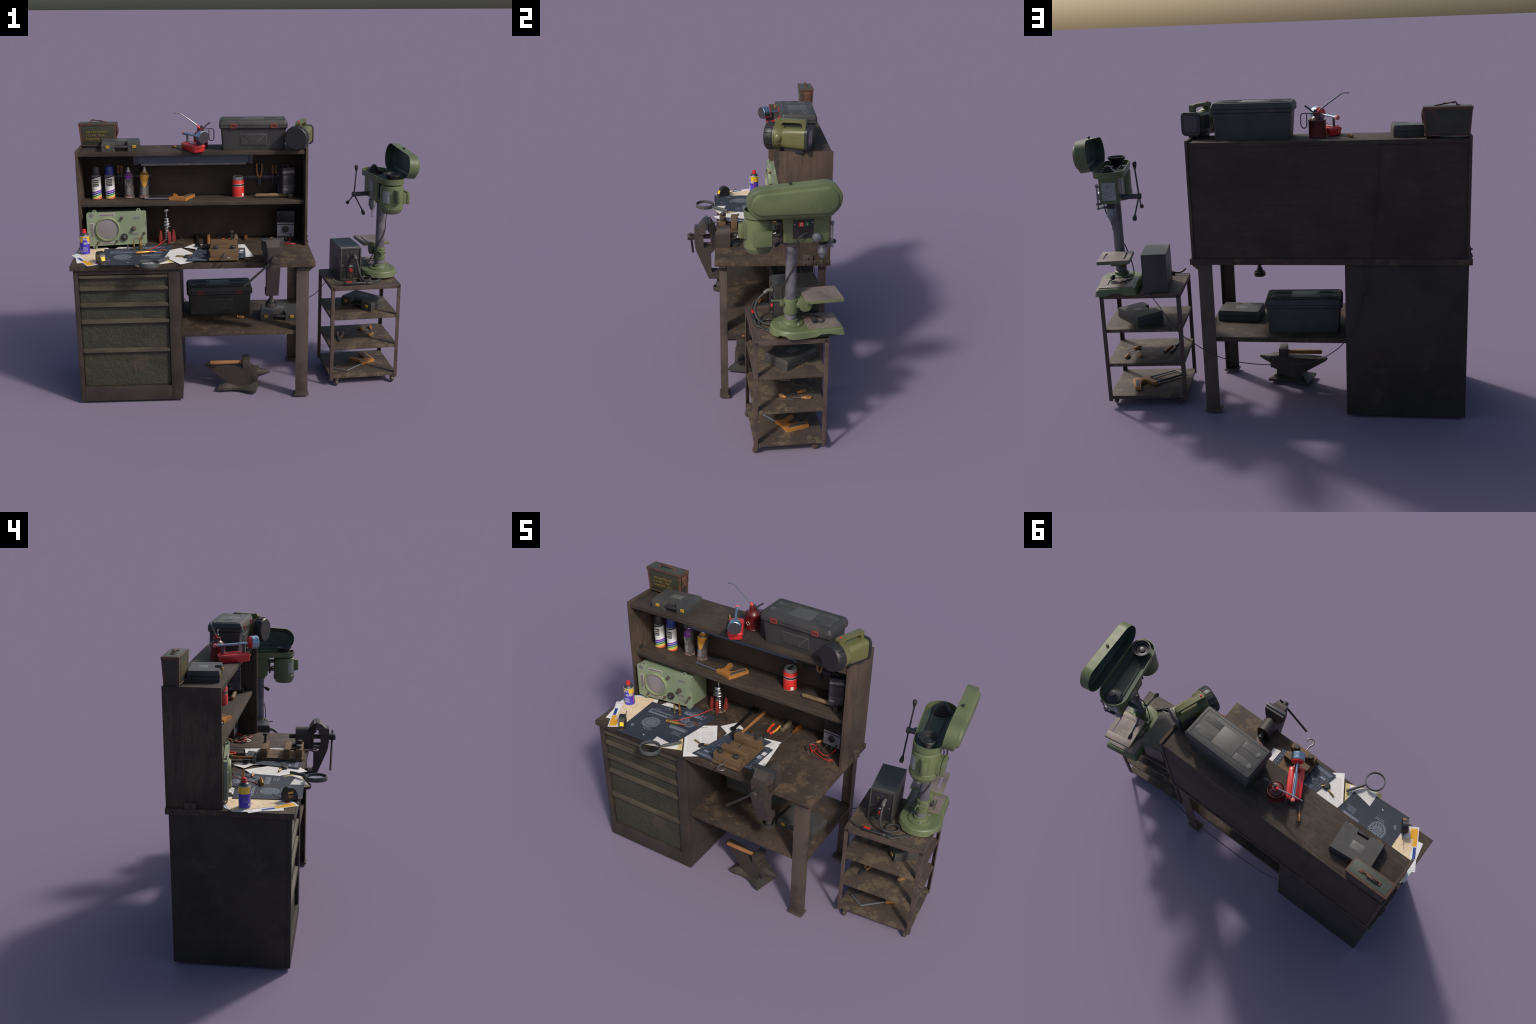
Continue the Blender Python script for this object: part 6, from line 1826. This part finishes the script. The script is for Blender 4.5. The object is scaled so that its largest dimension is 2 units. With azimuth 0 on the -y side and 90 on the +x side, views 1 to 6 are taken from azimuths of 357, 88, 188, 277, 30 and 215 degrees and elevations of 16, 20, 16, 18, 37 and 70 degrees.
# hinged cover, opened about the +x side of the tray
def cover_ring(off, z):
    return [(x - 0.074, y, z) for x, y in capsule(-0.158, 0.069, 0.124, 0.080, 24, off)]
bm = bmesh.new()
add_loft(bm, [cover_ring(-0.0005, 0.000), cover_ring(0.0005, 0.051), cover_ring(-0.0015, 0.0535), cover_ring(-0.0165, 0.0570), cover_ring(-0.0225, 0.0680), cover_ring(-0.0245, 0.0690)], cap0=False)
add_loft(bm, [cover_ring(-0.0005, 0.000), cover_ring(-0.0035, 0.0005), cover_ring(-0.003, 0.048), cover_ring(-0.006, 0.0510), cover_ring(-0.020, 0.0545), cover_ring(-0.026, 0.0655), cover_ring(-0.028, 0.0665)], cap0=False)
bmesh.ops.remove_doubles(bm, verts=bm.verts, dist=0.00005)
cover = finish(bm, 'pulley_cover', 'green', dp, angle=28)
SL = rad(2.2)
cover.matrix_local = Matrix.Translation((0.0755, -0.017, 1.262)) @ Matrix.Rotation(-SL, 4, 'Z') @ Matrix.Rotation(rad(95.5), 4, 'Y') @ Matrix.Rotation(SL, 4, 'Z') @ Matrix.Translation((0, 0.017, 0))
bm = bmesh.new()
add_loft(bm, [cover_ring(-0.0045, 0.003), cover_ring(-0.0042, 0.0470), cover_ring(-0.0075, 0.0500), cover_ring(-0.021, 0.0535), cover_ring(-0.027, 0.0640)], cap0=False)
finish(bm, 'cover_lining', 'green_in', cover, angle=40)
lathe('cover_knob', 'iron', cover, [(0.006, -0.146), (0.004, -0.151), (0.0075, -0.153), (0.0075, -0.159), (0.005, -0.161)], 14, (0, -0.030, 0.024), 'x')
bm = bmesh.new()
for y in (-0.13, 0.10):
    add_lathe(bm, [(0.0035, y), (0.0035, y + 0.035)], 8, (0.0755, 0, 1.260), 'y')
finish(bm, 'hinge', 'steel_dark', dp)
# motor
MY = -0.158
bm = bmesh.new()
add_lathe(bm, [(0.052, 1.230), (0.060, 1.226), (0.0655, 1.221), (0.0665, 1.216), (0.0665, 1.114)], 44, (0, MY, 0))
add_lathe(bm, [(0.067, 1.114), (0.0685, 1.1125), (0.0685, 1.090), (0.066, 1.084), (0.054, 1.064), (0.050, 1.062), (0, 1.062)], 44, (0, MY, 0))
mo = finish(bm, 'motor', 'green', dp, angle=20)
bm = bmesh.new()
add_lathe(bm, [(0.004, 1.138), (0.0165, 1.138), (0.018, 1.141), (0.018, 1.203), (0.0165, 1.207), (0, 1.2075)], 24, (0.010, MY - 0.078, 0))
add_box(bm, -0.012, 0.030, MY - 0.074, MY - 0.055, 1.136, 1.210, 0.002)
finish(bm, 'capacitor', 'green', mo)
bm = bmesh.new()
add_box(bm, 0.055, 0.078, MY - 0.036, MY + 0.042, 1.118, 1.180, 0.002)
add_box(bm, 0.0785, 0.0800, MY - 0.038, MY + 0.044, 1.116, 1.182, 0.0004)
add_box(bm, 0.0805, 0.0965, MY - 0.040, MY + 0.046, 1.114, 1.185, 0.003)
finish(bm, 'terminal_box', 'green', mo)
bm = bmesh.new()
for k in range(4):
    a = rad(-70 + 90 * k)
    cx, cy = 0.0685 * math.cos(a), MY + 0.0685 * math.sin(a)
    bmesh.ops.create_icosphere(bm, subdivisions=1, radius=0.003, matrix=Matrix.Translation((cx, cy, 1.102)))
finish(bm, 'motor_screw', 'screw', mo)
bm = bmesh.new()
rings = []
for z in (1.128, 1.198):
    rings.append([((0.0667 + d) * math.cos(a), MY + (0.0667 + d) * math.sin(a), z) for d in (0, 0.0005) for a in [rad(200 + 38 * k / 6) for k in (range(7) if d else range(6, -1, -1))]])
add_loft(bm, rings)
finish(bm, 'motor_label', 'plate', mo)
bm = bmesh.new()
add_box(bm, -0.044, 0.044, -0.066, -0.0565, 1.128, 1.215, 0.002)
finish(bm, 'slide_plate', 'black', dp)
bm = bmesh.new()
for x in (-0.028, 0.028):
    for z in (1.146, 1.200):
        add_lathe(bm, [(0.0065, -0.108), (0.0065, -0.060)], 12, (x, 0, z), 'y')
add_box(bm, -0.038, 0.038, MY + 0.050, MY + 0.062, 1.134, 1.212, 0.002)
finish(bm, 'motor_mount', 'green', dp)
# wiring
tube('motor_cable', 'cable', dp, [(0.090, MY + 0.044, 1.145), (0.094, -0.088, 1.146), (0.086, -0.060, 1.124), (0.080, -0.028, 1.115), (0.074, 0.004, 1.124), (0.066, 0.034, 1.150), (0.060, 0.058, 1.157), (0.051, 0.070, 1.155)], 0.0042, 8)
tube('supply_cable', 'cable', dp, [(0.052, 0.012, 1.132), (0.058, 0.022, 1.090), (0.050, 0.020, 1.030), (0.034, 0.002, 0.980), (0.024, -0.020, 0.930), (0.006, -0.034, 0.885), (-0.022, -0.036, 0.840), (-0.046, -0.020, 0.780), (-0.066, 0.010, 0.715), (-0.068, 0.06, 0.690), (-0.050, 0.125, 0.6885), (0.000, 0.165, 0.6885), (0.034, 0.150, 0.691), (0.032, 0.125, 0.696)], 0.0030, 8)
lathe('mains_plug', 'rubber', dp, [(0.004, 0.0), (0.009, 0.006), (0.014, 0.016), (0.014, 0.024), (0.010, 0.026)], 14, loc=(0.031, 0.128, 0.699), rot=(rad(80), 0, 0))
